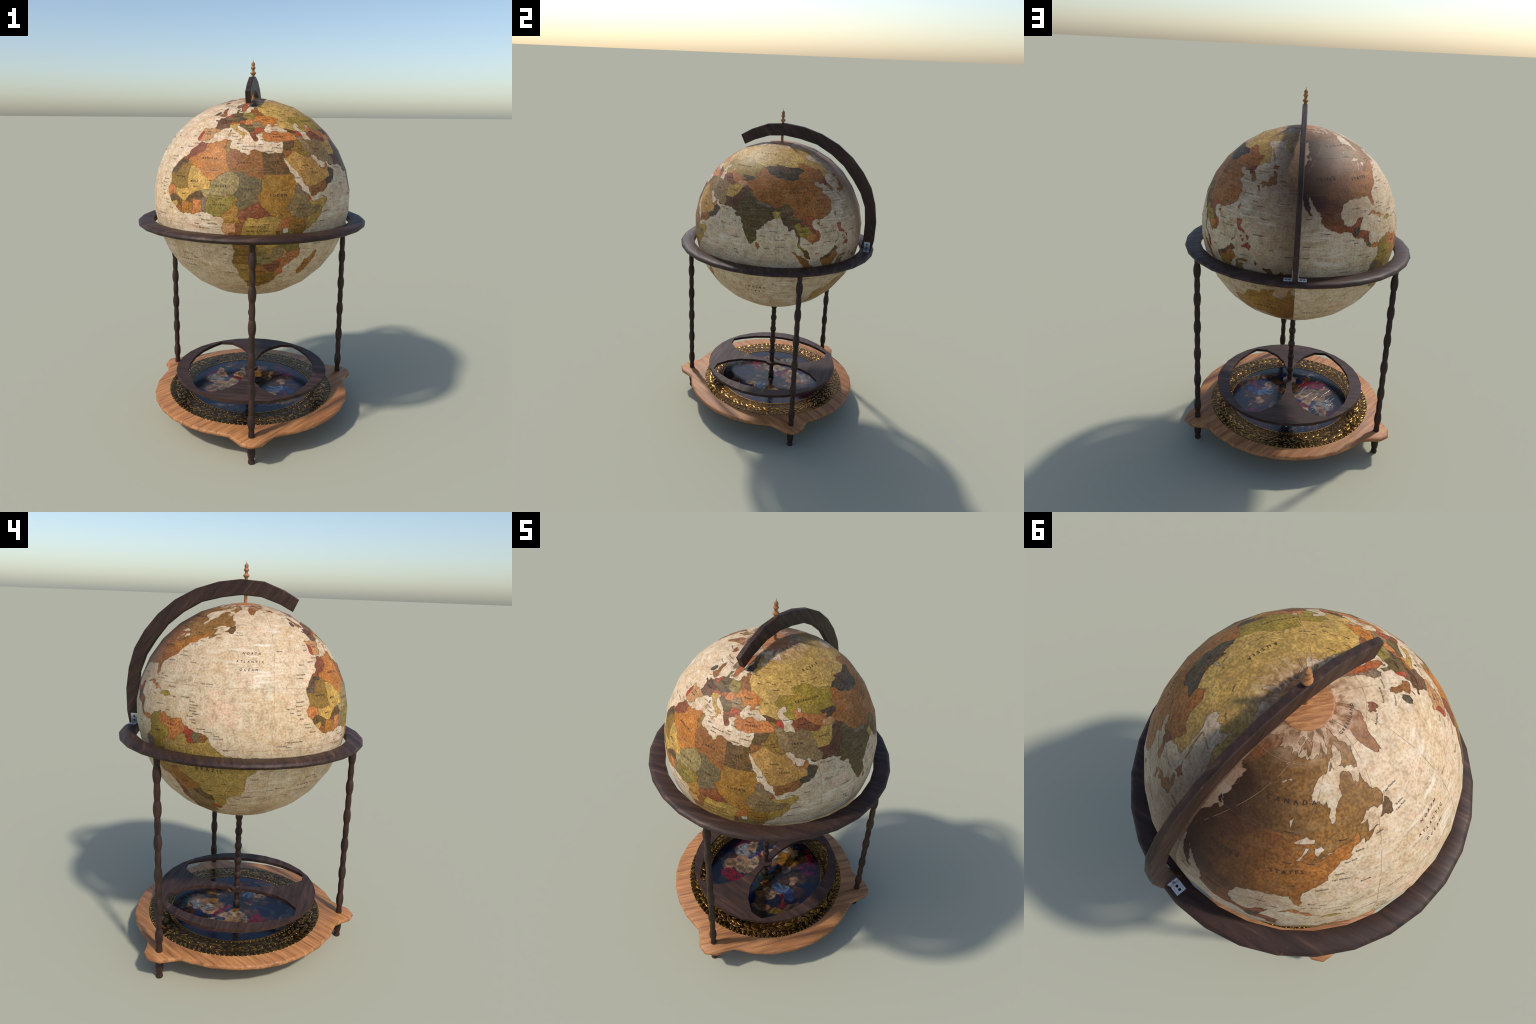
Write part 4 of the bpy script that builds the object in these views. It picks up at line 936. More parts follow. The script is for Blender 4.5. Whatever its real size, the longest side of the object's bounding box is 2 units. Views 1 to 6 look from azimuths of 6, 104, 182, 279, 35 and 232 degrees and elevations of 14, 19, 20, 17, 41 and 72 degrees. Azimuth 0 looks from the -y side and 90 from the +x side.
for word, lon, lat in [
        ("Equator", -1, 1.1), ("Equator", -24, 1.1), ("Tropic of Cancer", -55, 24.4), ("Mediterranean Sea", 19.5, 34.4), ("Black Sea", 34.2, 43.3), ("Caspian", 51, 41.8),
        ("Cape Verde", -24, 15.8), ("Praia", -23.5, 14.2), ("Azores", -27.5, 38.6), ("Madeira", -17, 32.6), ("Canary Islands", -18.5, 28.6), ("Las Palmas", -19, 27.2),
        ("Dakar", -20.5, 14.9), ("Banjul", -20.5, 13.3), ("Bissau", -19.5, 11.8), ("Conakry", -17.2, 9.5), ("Freetown", -16.6, 8.2), ("Monrovia", -14.4, 6.3),
        ("Saint Louis", -20.5, 16.6), ("Nouakchott", -20, 18.2), ("Casablanca", -11.7, 33.7), ("Lisbon", -12, 38.9), ("Porto", -11.3, 41.2), ("Gibraltar", -8.2, 35.3),
        ("Gulf of Guinea", 2.8, 2.9), ("Bight of Biafra", 5.6, 1.5), ("Sao Tome and Principe", 1.3, -.6), ("Lome", .4, 4.6), ("Ascension", -14.2, -7.8),
        ("St Helena", -5.4, -16), ("Luanda", 9.7, -8.8), ("Lobito", 9.4, -12.4), ("Walvis Bay", 10.5, -23), ("Cape Town", 14.2, -33.9), ("Durban", 34.6, -30.2),
        ("Maputo", 36, -26.6), ("Beira", 37.8, -20.2), ("Comoros", 44.4, -11), ("Seychelles", 55.5, -4.5), ("Aldabra Islands", 48.3, -8.5), ("Mauritius", 59.5, -20.5),
        ("Reunion", 55.4, -22.5), ("Mombasa", 42.8, -4), ("Zanzibar", 42.5, -6.5), ("Mogadishu", 49, 1.8), ("Socotra", 54.5, 12.9), ("Gulf of Aden", 48.5, 12.2),
        ("Red Sea", 38.2, 20.4), ("Arabian Sea", 63, 16.5), ("Laccadive Islands", 70.2, 11), ("Maldives", 70.5, 4.5), ("Male", 71, 3), ("Bay of Bengal", 88, 15.5),
        ("Colombo", 84.8, 6.8), ("Madras", 83.2, 13), ("Bombay", 69.5, 18.6), ("Karachi", 64.5, 23.6), ("Muscat", 61.8, 24), ("Andaman Islands", 90.5, 11.5),
        ("Nicobar Islands", 90.5, 8), ("Rangoon", 93.8, 14.3), ("Chagos Archipelago", 72.5, -6), ("Cocos Islands", 96.5, -11.5), ("Christmas Island", 103.5, -10.6),
        ("Amsterdam Island", 78, -36), ("Diego Garcia", 73, -8.5), ("South China Sea", 114, 14.5), ("Paracel Islands", 112, 16.8), ("Spratly Islands", 112.5, 9.6),
        ("Hanoi", 110.8, 18.1), ("Manila", 117.6, 14.6), ("Gulf of Siam", 102, 9.2), ("Natuna", 107.5, 4), ("Philippine Sea", 133, 20), ("Luzon Strait", 124.6, 20.6),
        ("Guam", 143.5, 13.5), ("Palau", 134.5, 7.6), ("Yap", 138, 9.6), ("Celebes Sea", 123, 3.4), ("Okinawa", 128.6, 26.6), ("Ryukyu Islands", 131, 25), ("East China Sea", 125.6, 29.5),
        ("Yellow Sea", 123.6, 35.2), ("Sea of Japan", 134.5, 40), ("Tokyo", 143.6, 34.8), ("Bonin Islands", 142, 27), ("Sea of Okhotsk", 148, 54), ("Darwin", 127, -11.5),
        ("Arafura Sea", 134, -10), ("Timor Sea", 127, -12.5), ("Banda Sea", 127.5, -5.7), ("Perth", 112, -31.9), ("Great Australian Bight", 130, -33.3),
        ("Bermuda", -64.5, 32.3), ("Bahamas", -76, 24.6), ("Nassau", -74.5, 25.6), ("Miami", -77.5, 26.3), ("Havana", -86, 23.9), ("Turks Islands", -69, 21.9),
        ("Virgin Islands", -62, 18.7), ("Antigua", -58.8, 17.3), ("Guadeloupe", -57.8, 16.1), ("Dominica", -58.2, 15), ("Martinique", -57.8, 13.9), ("Barbados", -56.6, 12.9),
        ("Grenada", -58.6, 11.8), ("Trinidad", -57.6, 10.6), ("Tobago", -57, 9.6), ("Caribbean Sea", -73, 14.8), ("Curacao", -68.5, 12.9), ("Gulf of Mexico", -91, 25.3),
        ("Georgetown", -54.3, 7.4), ("Paramaribo", -51.8, 6.5), ("Cayenne", -48.8, 5.2), ("Devils Island", -48, 4.2), ("Belem", -45.5, -.2), ("Fortaleza", -35.5, -2.9),
        ("Recife", -31.5, -8.1), ("Maceio", -32.5, -10), ("Salvador", -35, -13.1), ("Vitoria", -37, -20.3), ("Rio de Janeiro", -38, -23.6), ("Santos", -43, -25),
        ("Porto Alegre", -46.8, -30.4), ("Montevideo", -52, -36), ("Trindade", -28.5, -19.5), ("Martim Vaz", -24.5, -18.2), ("St Pauls Rocks", -26.5, 1.6),
        ("Fernando de Noronha", -28.5, -3.4), ("St Peter and St Paul Rocks", -22, 3), ("New York", -70.2, 40.2), ("Boston", -67.6, 42.2), ("Cape Hatteras", -72, 35),
        ("Charleston", -76.5, 32.4), ("Norfolk", -72.8, 36.8), ("Halifax", -60.2, 44.3), ("St Johns", -49.8, 47.4), ("Cape Race", -49.8, 46.2), ("Cape Charles", -51.5, 52.3),
        ("Reykjavik", -27.5, 63.6), ("Faeroe Islands", -8, 61.5), ("Shetland", 0, 60), ("Hebrides", -10.5, 57.6), ("Acapulco", -102, 15.6), ("Mazatlan", -110.5, 21.6),
        ("Clipperton", -109, 10.3), ("San Salvador", -92.5, 12.3), ("Managua", -89.7, 11), ("Galapagos Islands", -93, -1.8), ("Cocos Island", -87, 5.2), ("Malpelo", -83, 3.8),
        ("Guayaquil", -84, -2.8), ("Trujillo", -83, -8), ("Lima", -80.5, -12.3), ("Antofagasta", -74.5, -23.6), ("Valparaiso", -75.5, -33), ("Easter Island", -109, -27),
        ("San Diego", -120.5, 31.8), ("Los Angeles", -121, 33.1), ("Benghazi", 17.6, 33), ("Crete", 24.6, 34.2), ("Malta", 14.4, 35.7), ("Corsica", 6.4, 42), ("Palermo", 12, 39.2),
        ("Naples", 11, 40.6), ("Alexandria", 28.3, 32), ("Beirut", 33, 33.6), ("Cyprus", 31.2, 33.8), ("Athens", 26.2, 37.6)]:
    lettering(word, lon, lat, .0078, 1.08)
rnd = random.Random(7)
for word, lon, lat in [("Khartoum", 32.5, 15.6), ("Timbuktu", -2.5, 16.4), ("Bamako", -7.5, 13), ("Kano", 8.5, 12), ("Cairo", 30.8, 29.8), ("Riyadh", 46, 24), ("Jeddah", 40.6, 22),
                       ("Baghdad", 44.3, 32), ("Tehran", 51.3, 35.6), ("Isfahan", 52, 31.5), ("Kabul", 68, 34.8), ("Delhi", 77, 28.4), ("Calcutta", 86.8, 23), ("Hyderabad", 78.5, 17.4),
                       ("Nagpur", 79, 20), ("Lhasa", 91, 30), ("Chungking", 106, 29.6), ("Wuhan", 114, 30.6), ("Canton", 112.6, 24), ("Peking", 115, 40.6), ("Lanchow", 102, 37),
                       ("Urumchi", 87, 43.2), ("Harbin", 126, 45.6), ("Mukden", 122.6, 42), ("Irkutsk", 103, 53.5), ("Novosibirsk", 83, 55.5), ("Omsk", 72.5, 56), ("Sverdlovsk", 60.5, 57),
                       ("Moscow", 37.5, 55.8), ("Leningrad", 33, 59.4), ("Kiev", 30.6, 50.6), ("Kazan", 49, 56), ("Kuybyshev", 49.5, 53.5), ("Rostov", 42, 48), ("Gorki", 44, 56.8),
                       ("Perm", 56, 58.5), ("Archangel", 43, 63.5), ("Yakutsk", 128, 62), ("Tomsk", 87, 57.5), ("Magadan", 148, 61), ("Winnipeg", -96, 49.6), ("Chicago", -90, 41.3),
                       ("Denver", -105, 39.9), ("Dallas", -97.5, 33), ("Atlanta", -85, 33.8), ("Detroit", -83, 41.2), ("Montreal", -74, 46.5), ("Monterrey", -100.5, 25.4),
                       ("Mexico City", -99, 19.8), ("Caracas", -66, 9.4), ("Bogota", -73.2, 5.6), ("Manaus", -60, -3.6), ("Brasilia", -47.5, -16), ("Goiania", -51, -17.3),
                       ("Belo Horizonte", -45.5, -20), ("Cuiaba", -56, -15.6), ("Sao Paulo", -49, -22.8), ("Curitiba", -51, -25), ("Campo Grande", -55, -20.5),
                       ("La Paz", -66.5, -15.6), ("Santiago", -69.3, -33.7), ("Cordoba", -64.5, -31.2), ("Kinshasa", 18, -3.5), ("Kisangani", 25.5, 1.8), ("Luluabourg", 23, -5.4),
                       ("Lusaka", 28.3, -15.8), ("Harare", 30.5, -18), ("Nairobi", 37, -1), ("Addis Ababa", 39, 9.3), ("Juba", 31, 5.6), ("Tamanrasset", 5, 23.5), ("Madrid", -3.8, 41.6),
                       ("Paris", 2.2, 48.8), ("Ankara", 33, 40.2), ("Alice Springs", 133.5, -23), ("Kimberley", 126, -18)]:
    lettering(word, lon, lat, .0068, 1.05)
flat_mesh("map_lettering", type_v, type_f, MAT_TYPE, GLOBE)

# ------------------------------------------------------ cap and top spindle
cap = [(1.7925, .0742), (1.7965, .0745), (1.7990, .0700), (1.8056, .0100), (1.8060, .0)]
v, f = turned([(z, max(r, 1e-4)) for z, r in cap], AXIS, 30)
link("pole_cap", mesh_from("pole_cap", v, f, 20), ROOT, MAT_CAP)
spindle = [(1.79, .0078), (1.9185, .0076), (1.9225, .0105), (1.9265, .0146), (1.9300, .0157), (1.9335, .0142), (1.9385, .0082), (1.9440, .0071), (1.9480, .0078),
           (1.9520, .0115), (1.9560, .0129), (1.9600, .0115), (1.9640, .0083), (1.9660, .0083), (1.9705, .0096), (1.9760, .0100), (1.9805, .0078),
           (1.9850, .0040), (1.9880, .0019), (1.9940, .0010), (2.0, .0002)]
v, f = turned(spindle, (0.0022, 0.0182), 14)
link("finial", mesh_from("finial", v, f, 50), ROOT, MAT_FINIAL)

# --------------------------------------------------------- meridian half arc
ARC_X, ARC_T = 0.0030, 0.0132
arc_ang = [115, 107.8, 98, 88, 78, 67.5, 56.7, 46.4, 36.6, 27, 17.6, 7.3, -3.5, -9.6]
arc_out = [.6172, .6285, .6432, .6452, .6436, .6432, .644, .6432, .6418, .6415, .6335, .626, .6205, .6165]
arc_in = [.5537, .5605, .5700, .5716, .5690, .5745, .5715, .5710, .5665, .5700, .5690, .5575, .5530, .5480]
loops = []
for a, ro, ri in zip(arc_ang, arc_out, arc_in):
    c, s = math.cos(math.radians(a)), math.sin(math.radians(a))
    pt = lambda r, x: (ARC_X + x, AXIS[1] + 0.0018 + r * c, 1.269 + r * s)
    b = 0.0035
    loops.append([pt(ro, -ARC_T + b), pt(ro, ARC_T - b), pt(ro - b, ARC_T), pt(ri + b, ARC_T),
                  pt(ri, ARC_T - b), pt(ri, -ARC_T + b), pt(ri + b, -ARC_T), pt(ro - b, -ARC_T)])
v, f = loft(loops)
ARC = link("meridian_arc", mesh_from("meridian_arc", v, f, 30), ROOT, MAT_ARC)

# steel angle brackets holding the arc to the ring
n = Nodes("brushed_steel")
g = n.noise(n.mapped(scale=(30, 30, 30)), 6.0, 5)
MAT_STEEL = n.set(Base_Color=n.ramp(g, [(0.3, srgb(186, 190, 196)), (0.7, srgb(232, 234, 236))]), Metallic=0.35, Roughness=0.35)
MAT_HOLE_DISC = plain("hole_disc_dark", srgb(34, 32, 36), 0.5, 0.4)


def box(x0, x1, y0, y1, z0, z1):
    v = [(x, y, z) for x in (x0, x1) for y in (y0, y1) for z in (z0, z1)]
    f = [(0, 1, 3, 2), (4, 6, 7, 5), (0, 4, 5, 1), (2, 3, 7, 6), (0, 2, 6, 4), (1, 5, 7, 3)]
    return v, f


RING_TOP = 1.1690
for sgn in (1, -1):
    x0 = ARC_X + sgn * (ARC_T + 0.0002)
    x1, x2 = x0 + sgn * 0.0022, x0 + sgn * 0.041
    y0, y1 = 0.578, 0.6155
    va, fa = box(min(x0, x1), max(x0, x1), y0, y1, RING_TOP, 1.2215)
    vb, fb = box(min(x1, x2), max(x1, x2), y0, y1, RING_TOP, RING_TOP + 0.0022)
    br = link("bracket", mesh_from("bracket", va + vb, fa + [tuple(i + 8 for i in q) for q in fb], 20), ARC, MAT_STEEL)
    for along, upright in ((1.184, True), (1.205, True), (0.014, False), (0.029, False)):
        lo = []
        for r, d in ((.0052, 0.0), (.0052, .0006), (.0030, .0009)):
            ring = []
            for k in range(14):
                ca, sa = r * math.cos(k * math.pi / 7), r * math.sin(k * math.pi / 7)
                ring.append((x1 + sgn * d, (y0 + y1) / 2 + ca, along + sa) if upright
                            else (x0 + sgn * along + ca, (y0 + y1) / 2 + sa, RING_TOP + .0022 + d))
            lo.append(ring)
        v, f = loft(lo)
        link("hole_disc", mesh_from("hole_disc", v, f, 40), br, MAT_HOLE_DISC)  # raised dark disc added in place of a countersunk hole through the bracket

# -------------------------------------------------------------- horizon ring
RZ = 1.1525                                           # mid height of the rounded outer edge
profile = [(.5405, RZ - .0155), (.5405, RZ + .0155), (.5425, RZ + .0168), (.6030, RZ + .0168), (.6135, RZ + .0130), (.6205, RZ + .0075), (.6235, RZ),
           (.6205, RZ - .0075), (.6135, RZ - .0125), (.6030, RZ - .0165), (.5425, RZ - .0165)]
loops = [[(AXIS[0] + r * math.cos(math.radians(12 * k)), AXIS[1] + r * math.sin(math.radians(12 * k)), z) for r, z in profile] for k in range(30)]
v, f = loft(loops, closed=True)
link("horizon_ring", mesh_from("horizon_ring", v, f, 38), ROOT, MAT_RING)

# ---------------------------------------------------------------- turned legs
BEAD_STEP, TOP_BEAD = 0.1660, 1.0573


def leg_profile():
    pts = [(0.0, .0170), (.006, .0174), (.0200, .0146)]
    k = 6
    while k >= 0:
        z = TOP_BEAD - k * BEAD_STEP
        pts += [(z - .0410, .0137), (z - .0310, .0168), (z - .0160, .0194), (z, .0203), (z + .0160, .0194), (z + .0310, .0168), (z + .0410, .0137)]
        if k == 6:                                   # plain waist where the base is threaded on
            pts += [(.125, .0150), (.150, .0166)]
        elif k > 0:
            pts += [(z + .0620, .0149), (z + .0815, .0161), (z + .0845, .0161), (z + .1040, .0149)]
        k -= 1
    pts += [(1.112, .0142), (1.1380, .0150)]
    return pts


LEG_AT = [(0.0625, -0.5590), (0.5205, 0.2775), (-0.5130, 0.3005)]
lv, lf = turned(leg_profile(), (0, 0), 24)
leg_mesh = mesh_from("leg", lv, lf, 17.5)
leg_mesh.materials.append(MAT_LEG)
for k, (x, y) in enumerate(LEG_AT):
    ob = link("leg", leg_mesh, ROOT, None, loc=(x, y, 0))
    ob.rotation_euler = (0, 0, 0.7 * k)

# centre post: the same turning, shorter, between base and globe
POST_K = 0.0875 / BEAD_STEP
post = [(0.134 + z * POST_K, r) for z, r in leg_profile() if not (.12 < z < .16)]
v, f = turned(post, (0, 0), 24)
link("centre_post", mesh_from("centre_post", v, f, 26), ROOT, MAT_LEG, loc=(0.0, 0.0170, 0))

# ------------------------------------------------------------------ base plate
def base_outline():
    lobes = []
    for x, y in LEG_AT:
        lobes.append(math.degrees(math.atan2(y - AXIS[1], x - AXIS[0])) % 360)
    pts = []
    for k in range(30):
        a = 12.0 * k
        if all(abs((a - l + 180) % 360 - 180) > 13.5 for l in lobes):
            pts.append((a, .5665))
    for l in lobes:
        pts += [((l + d) % 360, r) for d, r in ((-12.3, .567), (-8.2, .602), (-5.0, .641), (-.3, .661), (5.2, .639), (8.4, .600), (12.2, .567))]
    return [(r * math.cos(math.radians(a)), r * math.sin(math.radians(a))) for a, r in sorted(pts)]


def shrink(poly, d):
    out = []
    n = len(poly)
    for i in range(n):
        (ax, ay), (bx, by), (cx_, cy_) = poly[i - 1], poly[i], poly[(i + 1) % n]
        e1 = Vector((bx - ax, by - ay)).normalized()
        e2 = Vector((cx_ - bx, cy_ - by)).normalized()
        m = Vector((-e1.y - e2.y, e1.x + e2.x))
        m = m.normalized() / max(0.5, m.length / 2)
        out.append((bx + m.x * d, by + m.y * d))
    return out


PLATE_TOP = 0.1455
outline = base_outline()
loops = []
for d, z in ((.012, .1215), (.004, .1245), (0.0, .1325), (.0035, .1410), (.0095, PLATE_TOP)):
    loops.append([(AXIS[0] + x, AXIS[1] + y, z) for x, y in shrink(outline, d)])
v, f = loft(loops)
BASE = link("base_plate", mesh_from("base_plate", v, f, 50), ROOT, MAT_BASE)

# ----------------------------------------- gilded wreath and painted roundel
FRAME_C = (-0.005, 0.0275)
R_PAINT, R_FRAME = 0.351, 0.478


def annulus(r0, r1, z0, z1, seg=96):
    loops = []
    for r, z in ((r0, z0), (r0, z1), (r1, z1), (r1, z0)):
        loops.append([(r * math.cos(2 * math.pi * k / seg), r * math.sin(2 * math.pi * k / seg), z) for k in range(seg)])
    return loft(loops, closed=True)


def gold(name, bright, dark, rough, metal=0.85):
    n = Nodes(name)
    info = n.add("ShaderNodeObjectInfo").outputs["Random"]
    a = n.noise(n.mapped(scale=(40, 40, 40)), 4.0, 6, 0.65)
    col = n.ramp(a, [(0.40, dark), (0.64, bright)])
    vary = n.ramp(info, [(0.0, 0.45), (0.6, 0.85), (1.0, 1.25)])
    col = n.mix(1.0, col, vary, "MULTIPLY")
    n.bump(a, 0.25, 0.002)
    return n.set(Base_Color=col, Roughness=rough, Metallic=metal)


MAT_GOLD = gold("gilded_leaf", srgb(206, 152, 70), srgb(52, 33, 12), 0.27)
MAT_GOLD_BED = gold("gilded_bed", srgb(120, 84, 34), srgb(16, 10, 4), 0.26, 0.95)
v, f = annulus(R_PAINT, R_FRAME, PLATE_TOP - .001, PLATE_TOP + .0008)
FRAME = link("gilded_frame", mesh_from("gilded_frame", v, f, 30), BASE, MAT_GOLD_BED, loc=(*FRAME_C, 0))

# carved leaf: a pointed, keeled blade lying along +x
def leaf_mesh(name, length, width, height):
    verts, faces = [], []
    N = 7
    for i in range(N + 1):
        t = i / N
        w = width * math.sin(math.pi * min(1, t * 0.93 + 0.05)) ** 0.8 * (1 - 0.35 * t)
        x = (t - 0.5) * length
        lift = height * (0.35 + 0.65 * math.sin(math.pi * t))
        verts += [(x, -w, 0), (x, -w * .55, lift * .75), (x, 0, lift * .55), (x, w * .55, lift * .75), (x, w, 0)]
    for i in range(N):
        for j in range(4):
            a = i * 5 + j
            faces.append((a, a + 1, a + 6, a + 5))
    me = mesh_from(name, verts, faces, 60)
    me.materials.append(MAT_GOLD)
    return me


leaf_a = leaf_mesh("carved_leaf", .036, .0085, .0020)
leaf_b = leaf_mesh("carved_leaf_small", .026, .0066, .0017)
rnd = random.Random(11)
for row, (r, count, me, lean) in enumerate(((.392, 62, leaf_b, 28), (.414, 66, leaf_a, -24), (.437, 72, leaf_a, 22), (.461, 96, leaf_b, -58))):
    for k in range(count):
        a = 2 * math.pi * (k + rnd.uniform(-.3, .3) + .5 * (row % 2)) / count
        rr = r + rnd.uniform(-.005, .005)
        ob = bpy.data.objects.new("carved_leaf", me)
        bpy.context.scene.collection.objects.link(ob)
        ob.parent = FRAME
        ob.location = (rr * math.cos(a), rr * math.sin(a), PLATE_TOP + .0006)
        flip = math.pi if (math.degrees(a) - 230) % 360 < 180 else 0.0      # wreath runs both ways from one knot
        ob.rotation_euler = (rnd.uniform(-.12, .12), rnd.uniform(-.07, .04), a + math.pi / 2 + flip + math.radians(lean + rnd.uniform(-16, 16)))
        s = rnd.uniform(.95, 1.4)
        ob.scale = (s, s * rnd.uniform(.85, 1.2), s)


def domes(ring_r, count, r, h, jitter=0.0, seed=3):
    rr = random.Random(seed)
    vs, fs = [], []
    for k in range(count):
        a = 2 * math.pi * k / count
        q = ring_r + rr.uniform(-jitter, jitter)
        cx0, cy0 = q * math.cos(a), q * math.sin(a)
        s = rr.uniform(.85, 1.1)
        b = len(vs)
        for lev in range(3):
            t = lev / 3 * math.pi / 2
            for m in range(8):
                u = m * math.pi / 4
                vs.append((cx0 + s * r * math.cos(t) * math.cos(u), cy0 + s * r * math.cos(t) * math.sin(u), PLATE_TOP + .0006 + s * h * math.sin(t)))
        vs.append((cx0, cy0, PLATE_TOP + .0006 + s * h))
        for lev in range(2):
            for m in range(8):
                m2 = (m + 1) % 8
                fs.append((b + lev * 8 + m, b + lev * 8 + m2, b + lev * 8 + 8 + m2, b + lev * 8 + 8 + m))
        fs += [(b + 16 + m, b + 16 + (m + 1) % 8, b + 24) for m in range(8)]
    return vs, fs


v, f = domes(.3645, 118, .0058, .0034)
link("pearl_moulding", mesh_from("pearl_moulding", v, f, 70), FRAME, MAT_GOLD, stuff=True)
v, f = domes(.4730, 130, .0066, .0026, .003, 5)
link("outer_bud", mesh_from("outer_bud", v, f, 70), FRAME, MAT_GOLD, stuff=True)
v, f = domes(.4260, 70, .0072, .0036, .020, 9)
link("carved_berry", mesh_from("carved_berry", v, f, 70), FRAME, MAT_GOLD, stuff=True)
v, f = annulus(.3505, .3575, PLATE_TOP, PLATE_TOP + .0026)
link("inner_fillet", mesh_from("inner_fillet", v, f, 30), FRAME, MAT_GOLD)


def roundel_material():
    """plain stand-in for the painted scene: cloth, skin and sky coloured patches on midnight blue"""
    n = Nodes("painted_roundel")
    c = n.coord
    warp = n.noise(c, 16.0, 5, 0.6, colour=True)
    off = n.add("ShaderNodeVectorMath", operation="MULTIPLY_ADD")
    n.put(off.inputs[0], warp)
    off.inputs[1].default_value = (.07, .07, 0)
    off.inputs[2].default_value = (-.035, -.035, 0)
    pos = n.add("ShaderNodeVectorMath", operation="ADD")
    n.put(pos.inputs[0], c)
    n.put(pos.inputs[1], off.outputs[0])
    def cells(scale, seed):
        vo = n.add("ShaderNodeTexVoronoi")
        n.put(vo.inputs["Vector"], n.mapped(loc=(seed, seed * 2, 0), vec=pos.outputs[0]))
        vo.inputs["Scale"].default_value = scale
        sp = n.add("ShaderNodeSeparateColor")
        n.put(sp.inputs[0], vo.outputs["Color"])
        return sp.outputs
    c1, c2 = cells(13.0, 1.3), cells(34.0, 4.1)
    cloth = n.ramp(c1[0], [(0.0, srgb(12, 18, 38)), (0.24, srgb(52, 34, 18)), (0.38, srgb(18, 26, 52)), (0.52, srgb(86, 18, 26)), (0.62, srgb(30, 36, 26)),
                           (0.74, srgb(96, 66, 34)), (0.84, srgb(24, 34, 66)), (0.93, srgb(128, 96, 66))], "CONSTANT")
    folds = n.ramp(c2[1], [(0.0, 0.35), (0.5, 0.8), (1.0, 1.35)])
    cloth = n.mix(1.0, cloth, folds, "MULTIPLY")
    navy = n.ramp(n.noise(c, 9.0, 5, 0.6), [(0.3, srgb(4, 6, 12)), (0.52, srgb(9, 14, 28)), (0.75, srgb(22, 26, 36))])
    ln0 = n.add("ShaderNodeVectorMath", operation="LENGTH")
    n.put(ln0.inputs[0], pos.outputs[0])
    col = n.mix(n.ramp(ln0.outputs["Value"], [(0.27, 1.0), (0.34, 0.15)]), navy, cloth)
    for x, y, rx, ry, turn, rgb in [
            (.19, .20, .15, .10, 20, (84, 58, 34)), (.06, .02, .10, .09, 0, (56, 60, 36)), (.14, .10, .12, .09, 30, (98, 66, 36)), (.02, .18, .11, .05, 10, (206, 142, 52)),
            (-.09, -.27, .15, .035, -10, (150, 140, 132)), (-.15, -.12, .10, .05, 10, (164, 26, 40)), (-.03, .06, .06, .03, 0, (30, 50, 104)), (-.07, .09, .09, .02, -30, (190, 34, 48)),
            (-.21, .09, .075, .06, 40, (196, 190, 182)), (-.14, -.02, .09, .05, 15, (222, 176, 124)), (-.235, -.06, .05, .035, 70, (206, 152, 102)), (-.05, -.07, .035, .04, 0, (132, 86, 44)),
            (-.20, .16, .03, .08, 10, (216, 164, 112)), (.155, -.02, .080, .042, 15, (104, 132, 172)), (.22, -.03, .05, .03, -40, (58, 80, 140)),
            (.085, .125, .032, .036, 0, (214, 168, 124)), (.178, .08, .030, .036, 20, (210, 160, 116)), (.125, -.10, .034, .042, -20, (220, 174, 128)), (.07, -.13, .04, .03, 0, (176, 108, 60)),
            (.125, -.205, .07, .022, 20, (196, 140, 98)), (.225, -.17, .06, .022, 35, (156, 122, 52)), (.20, .215, .07, .06, 10, (134, 30, 84)), (.15, .30, .08, .03, -30, (150, 28, 48)),
            (-.035, .24, .055, .035, 20, (208, 198, 180)), (-.05, .165, .045, .025, -10, (214, 206, 190)), (-.02, .31, .10, .02, 5, (34, 66, 76)), (.02, -.19, .05, .04, 0, (38, 58, 130)),
            (.05, -.05, .03, .04, 0, (160, 96, 58)), (-.10, .03, .03, .07, 30, (228, 186, 138))]:
        m = n.add("ShaderNodeMapping", vector_type="TEXTURE")
        n.put(m.inputs["Vector"], pos.outputs[0])
        m.inputs["Location"].default_value = (x - FRAME_C[0], y - FRAME_C[1], 0)
        m.inputs["Rotation"].default_value = (0, 0, math.radians(turn))
        m.inputs["Scale"].default_value = (rx, ry, 1)
        flat = n.add("ShaderNodeVectorMath", operation="MULTIPLY")
        n.put(flat.inputs[0], m.outputs[0])
        flat.inputs[1].default_value = (1, 1, 0)
        ln = n.add("ShaderNodeVectorMath", operation="LENGTH")
        n.put(ln.inputs[0], flat.outputs[0])
        mask = n.ramp(ln.outputs["Value"], [(0.80, 1.0), (1.0, 0.0)])
        shade = n.mix(n.ramp(n.noise(pos.outputs[0], 34.0, 4, 0.6), [(0.36, 0.0), (0.62, 1.0)]), srgb(*(k * .62 for k in rgb)), srgb(*(k * .28 for k in rgb)))
        shade = n.mix(0.55, shade, n.mix(1.0, shade, folds, "MULTIPLY"))
        col = n.mix(mask, col, shade)
    scratch = n.noise(n.mapped(scale=(2.0, 150, 1), rot=(0, 0, math.radians(-53))), 3.0, 3, 0.6)
    lines = n.ramp(scratch, [(0.67, 0.0), (0.75, 1.0)])
    n.bump(lines, 0.35, 0.002)
    return n.set(Base_Color=col, Roughness=n.ramp(lines, [(0.0, 0.16), (1.0, 0.45)]), Specular_IOR_Level=0.5)


v, f = loft([[(r * math.cos(2 * math.pi * k / 96), r * math.sin(2 * math.pi * k / 96), z) for k in range(96)]
             for r, z in ((R_PAINT, PLATE_TOP - .001), (R_PAINT, PLATE_TOP + .0006))])
link("painted_roundel", mesh_from("painted_roundel", v, f, 30), BASE, roundel_material(), loc=(*FRAME_C, 0))

# ----------------------------------------------- shelf with two oval openings
SHELF_R, SHELF_LO, SHELF_HI = 0.4395, 0.2492, 0.2665


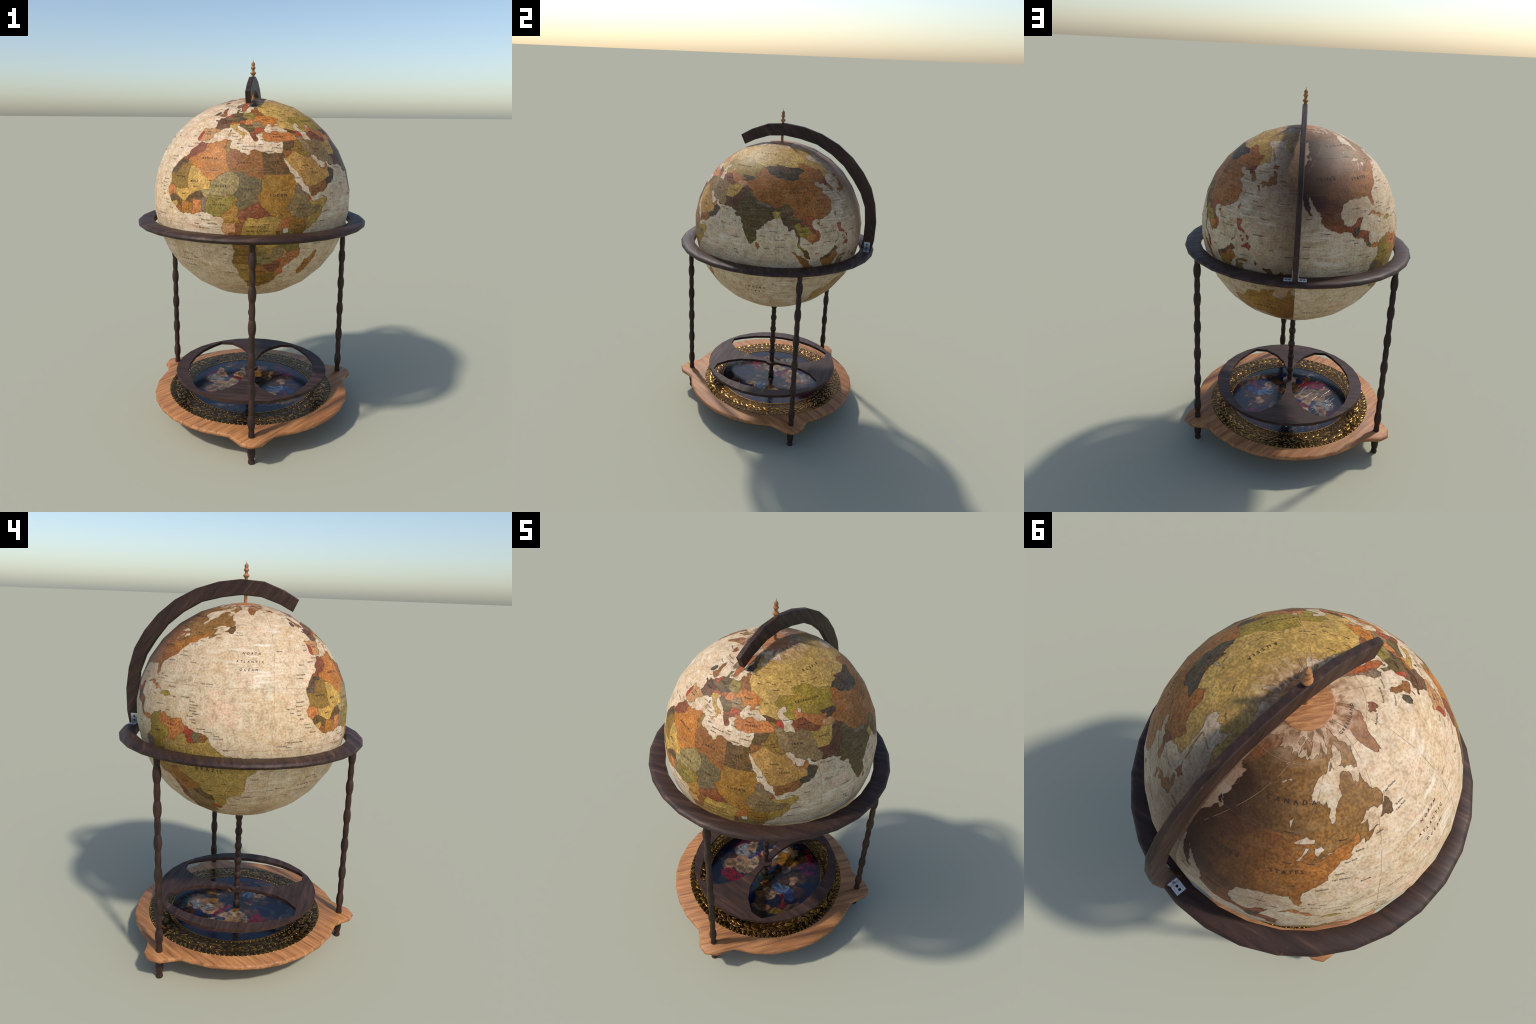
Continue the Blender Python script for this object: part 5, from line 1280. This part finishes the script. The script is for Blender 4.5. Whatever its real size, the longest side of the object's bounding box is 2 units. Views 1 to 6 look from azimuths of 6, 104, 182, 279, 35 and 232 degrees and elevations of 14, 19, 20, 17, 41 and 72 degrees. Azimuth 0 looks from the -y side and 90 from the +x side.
def shelf():
    pts = []
    edges = []

    def ring(poly):
        s = len(pts)
        pts.extend(Vector(p) for p in poly)
        edges.extend((s + i, s + (i + 1) % len(poly)) for i in range(len(poly)))
    outer = [(SHELF_R * math.cos(math.radians(12 * k)), SHELF_R * math.sin(math.radians(12 * k))) for k in range(30)]
    holes = []
    for s in (1, -1):
        quarter = [(.368, 0), (.357, .11), (.325, .21), (.272, .30), (.231, .350), (.160, .350), (.089, .290), (.043, .214), (.020, .118), (.0140, 0)]
        h = [(s * x, y) for x, y in quarter] + [(s * x, -y) for x, y in quarter[-2:0:-1]]
        holes.append(h)
    ring(outer)
    for h in holes:
        ring(h)
    v, e, f, *_ = geometry.delaunay_2d_cdt(pts, edges, [], 0, 1e-5)
    v = [(p.x, p.y) for p in v]
    keep = []
    hp = [np.array(h) for h in holes]
    for t in f:
        c = np.array([[sum(v[i][0] for i in t) / 3, sum(v[i][1] for i in t) / 3]])
        if not any(inside(h, c[:, 0], c[:, 1])[0] for h in hp) and math.hypot(*c[0]) < SHELF_R:
            keep.append(t)
    bm = bmesh.new()
    bv = [bm.verts.new((AXIS[0] + x, AXIS[1] + y, SHELF_HI)) for x, y in v]
    for t in keep:
        bm.faces.new([bv[i] for i in t])
    ext = bmesh.ops.extrude_face_region(bm, geom=bm.faces[:])
    for g in ext["geom"]:
        if isinstance(g, bmesh.types.BMVert):
            g.co.z = SHELF_LO
    bmesh.ops.delete(bm, geom=[v_ for v_ in bm.verts if not v_.link_faces], context="VERTS")
    bmesh.ops.recalc_face_normals(bm, faces=bm.faces)
    for fc in bm.faces:
        fc.smooth = True
    for ed in bm.edges:
        ed.smooth = ed.calc_face_angle(0) < math.radians(32) if len(ed.link_faces) == 2 else False
    me = bpy.data.meshes.new("shelf")
    bm.to_mesh(me)
    bm.free()
    return me


SHELF = link("shelf", shelf(), ROOT, MAT_SHELF)
v, f = turned([(SHELF_LO - .0006, .0395), (SHELF_HI + .0006, .0395)], AXIS, 16)
link("shelf_boss", mesh_from("shelf_boss", v, f, 30), SHELF, MAT_SHELF)
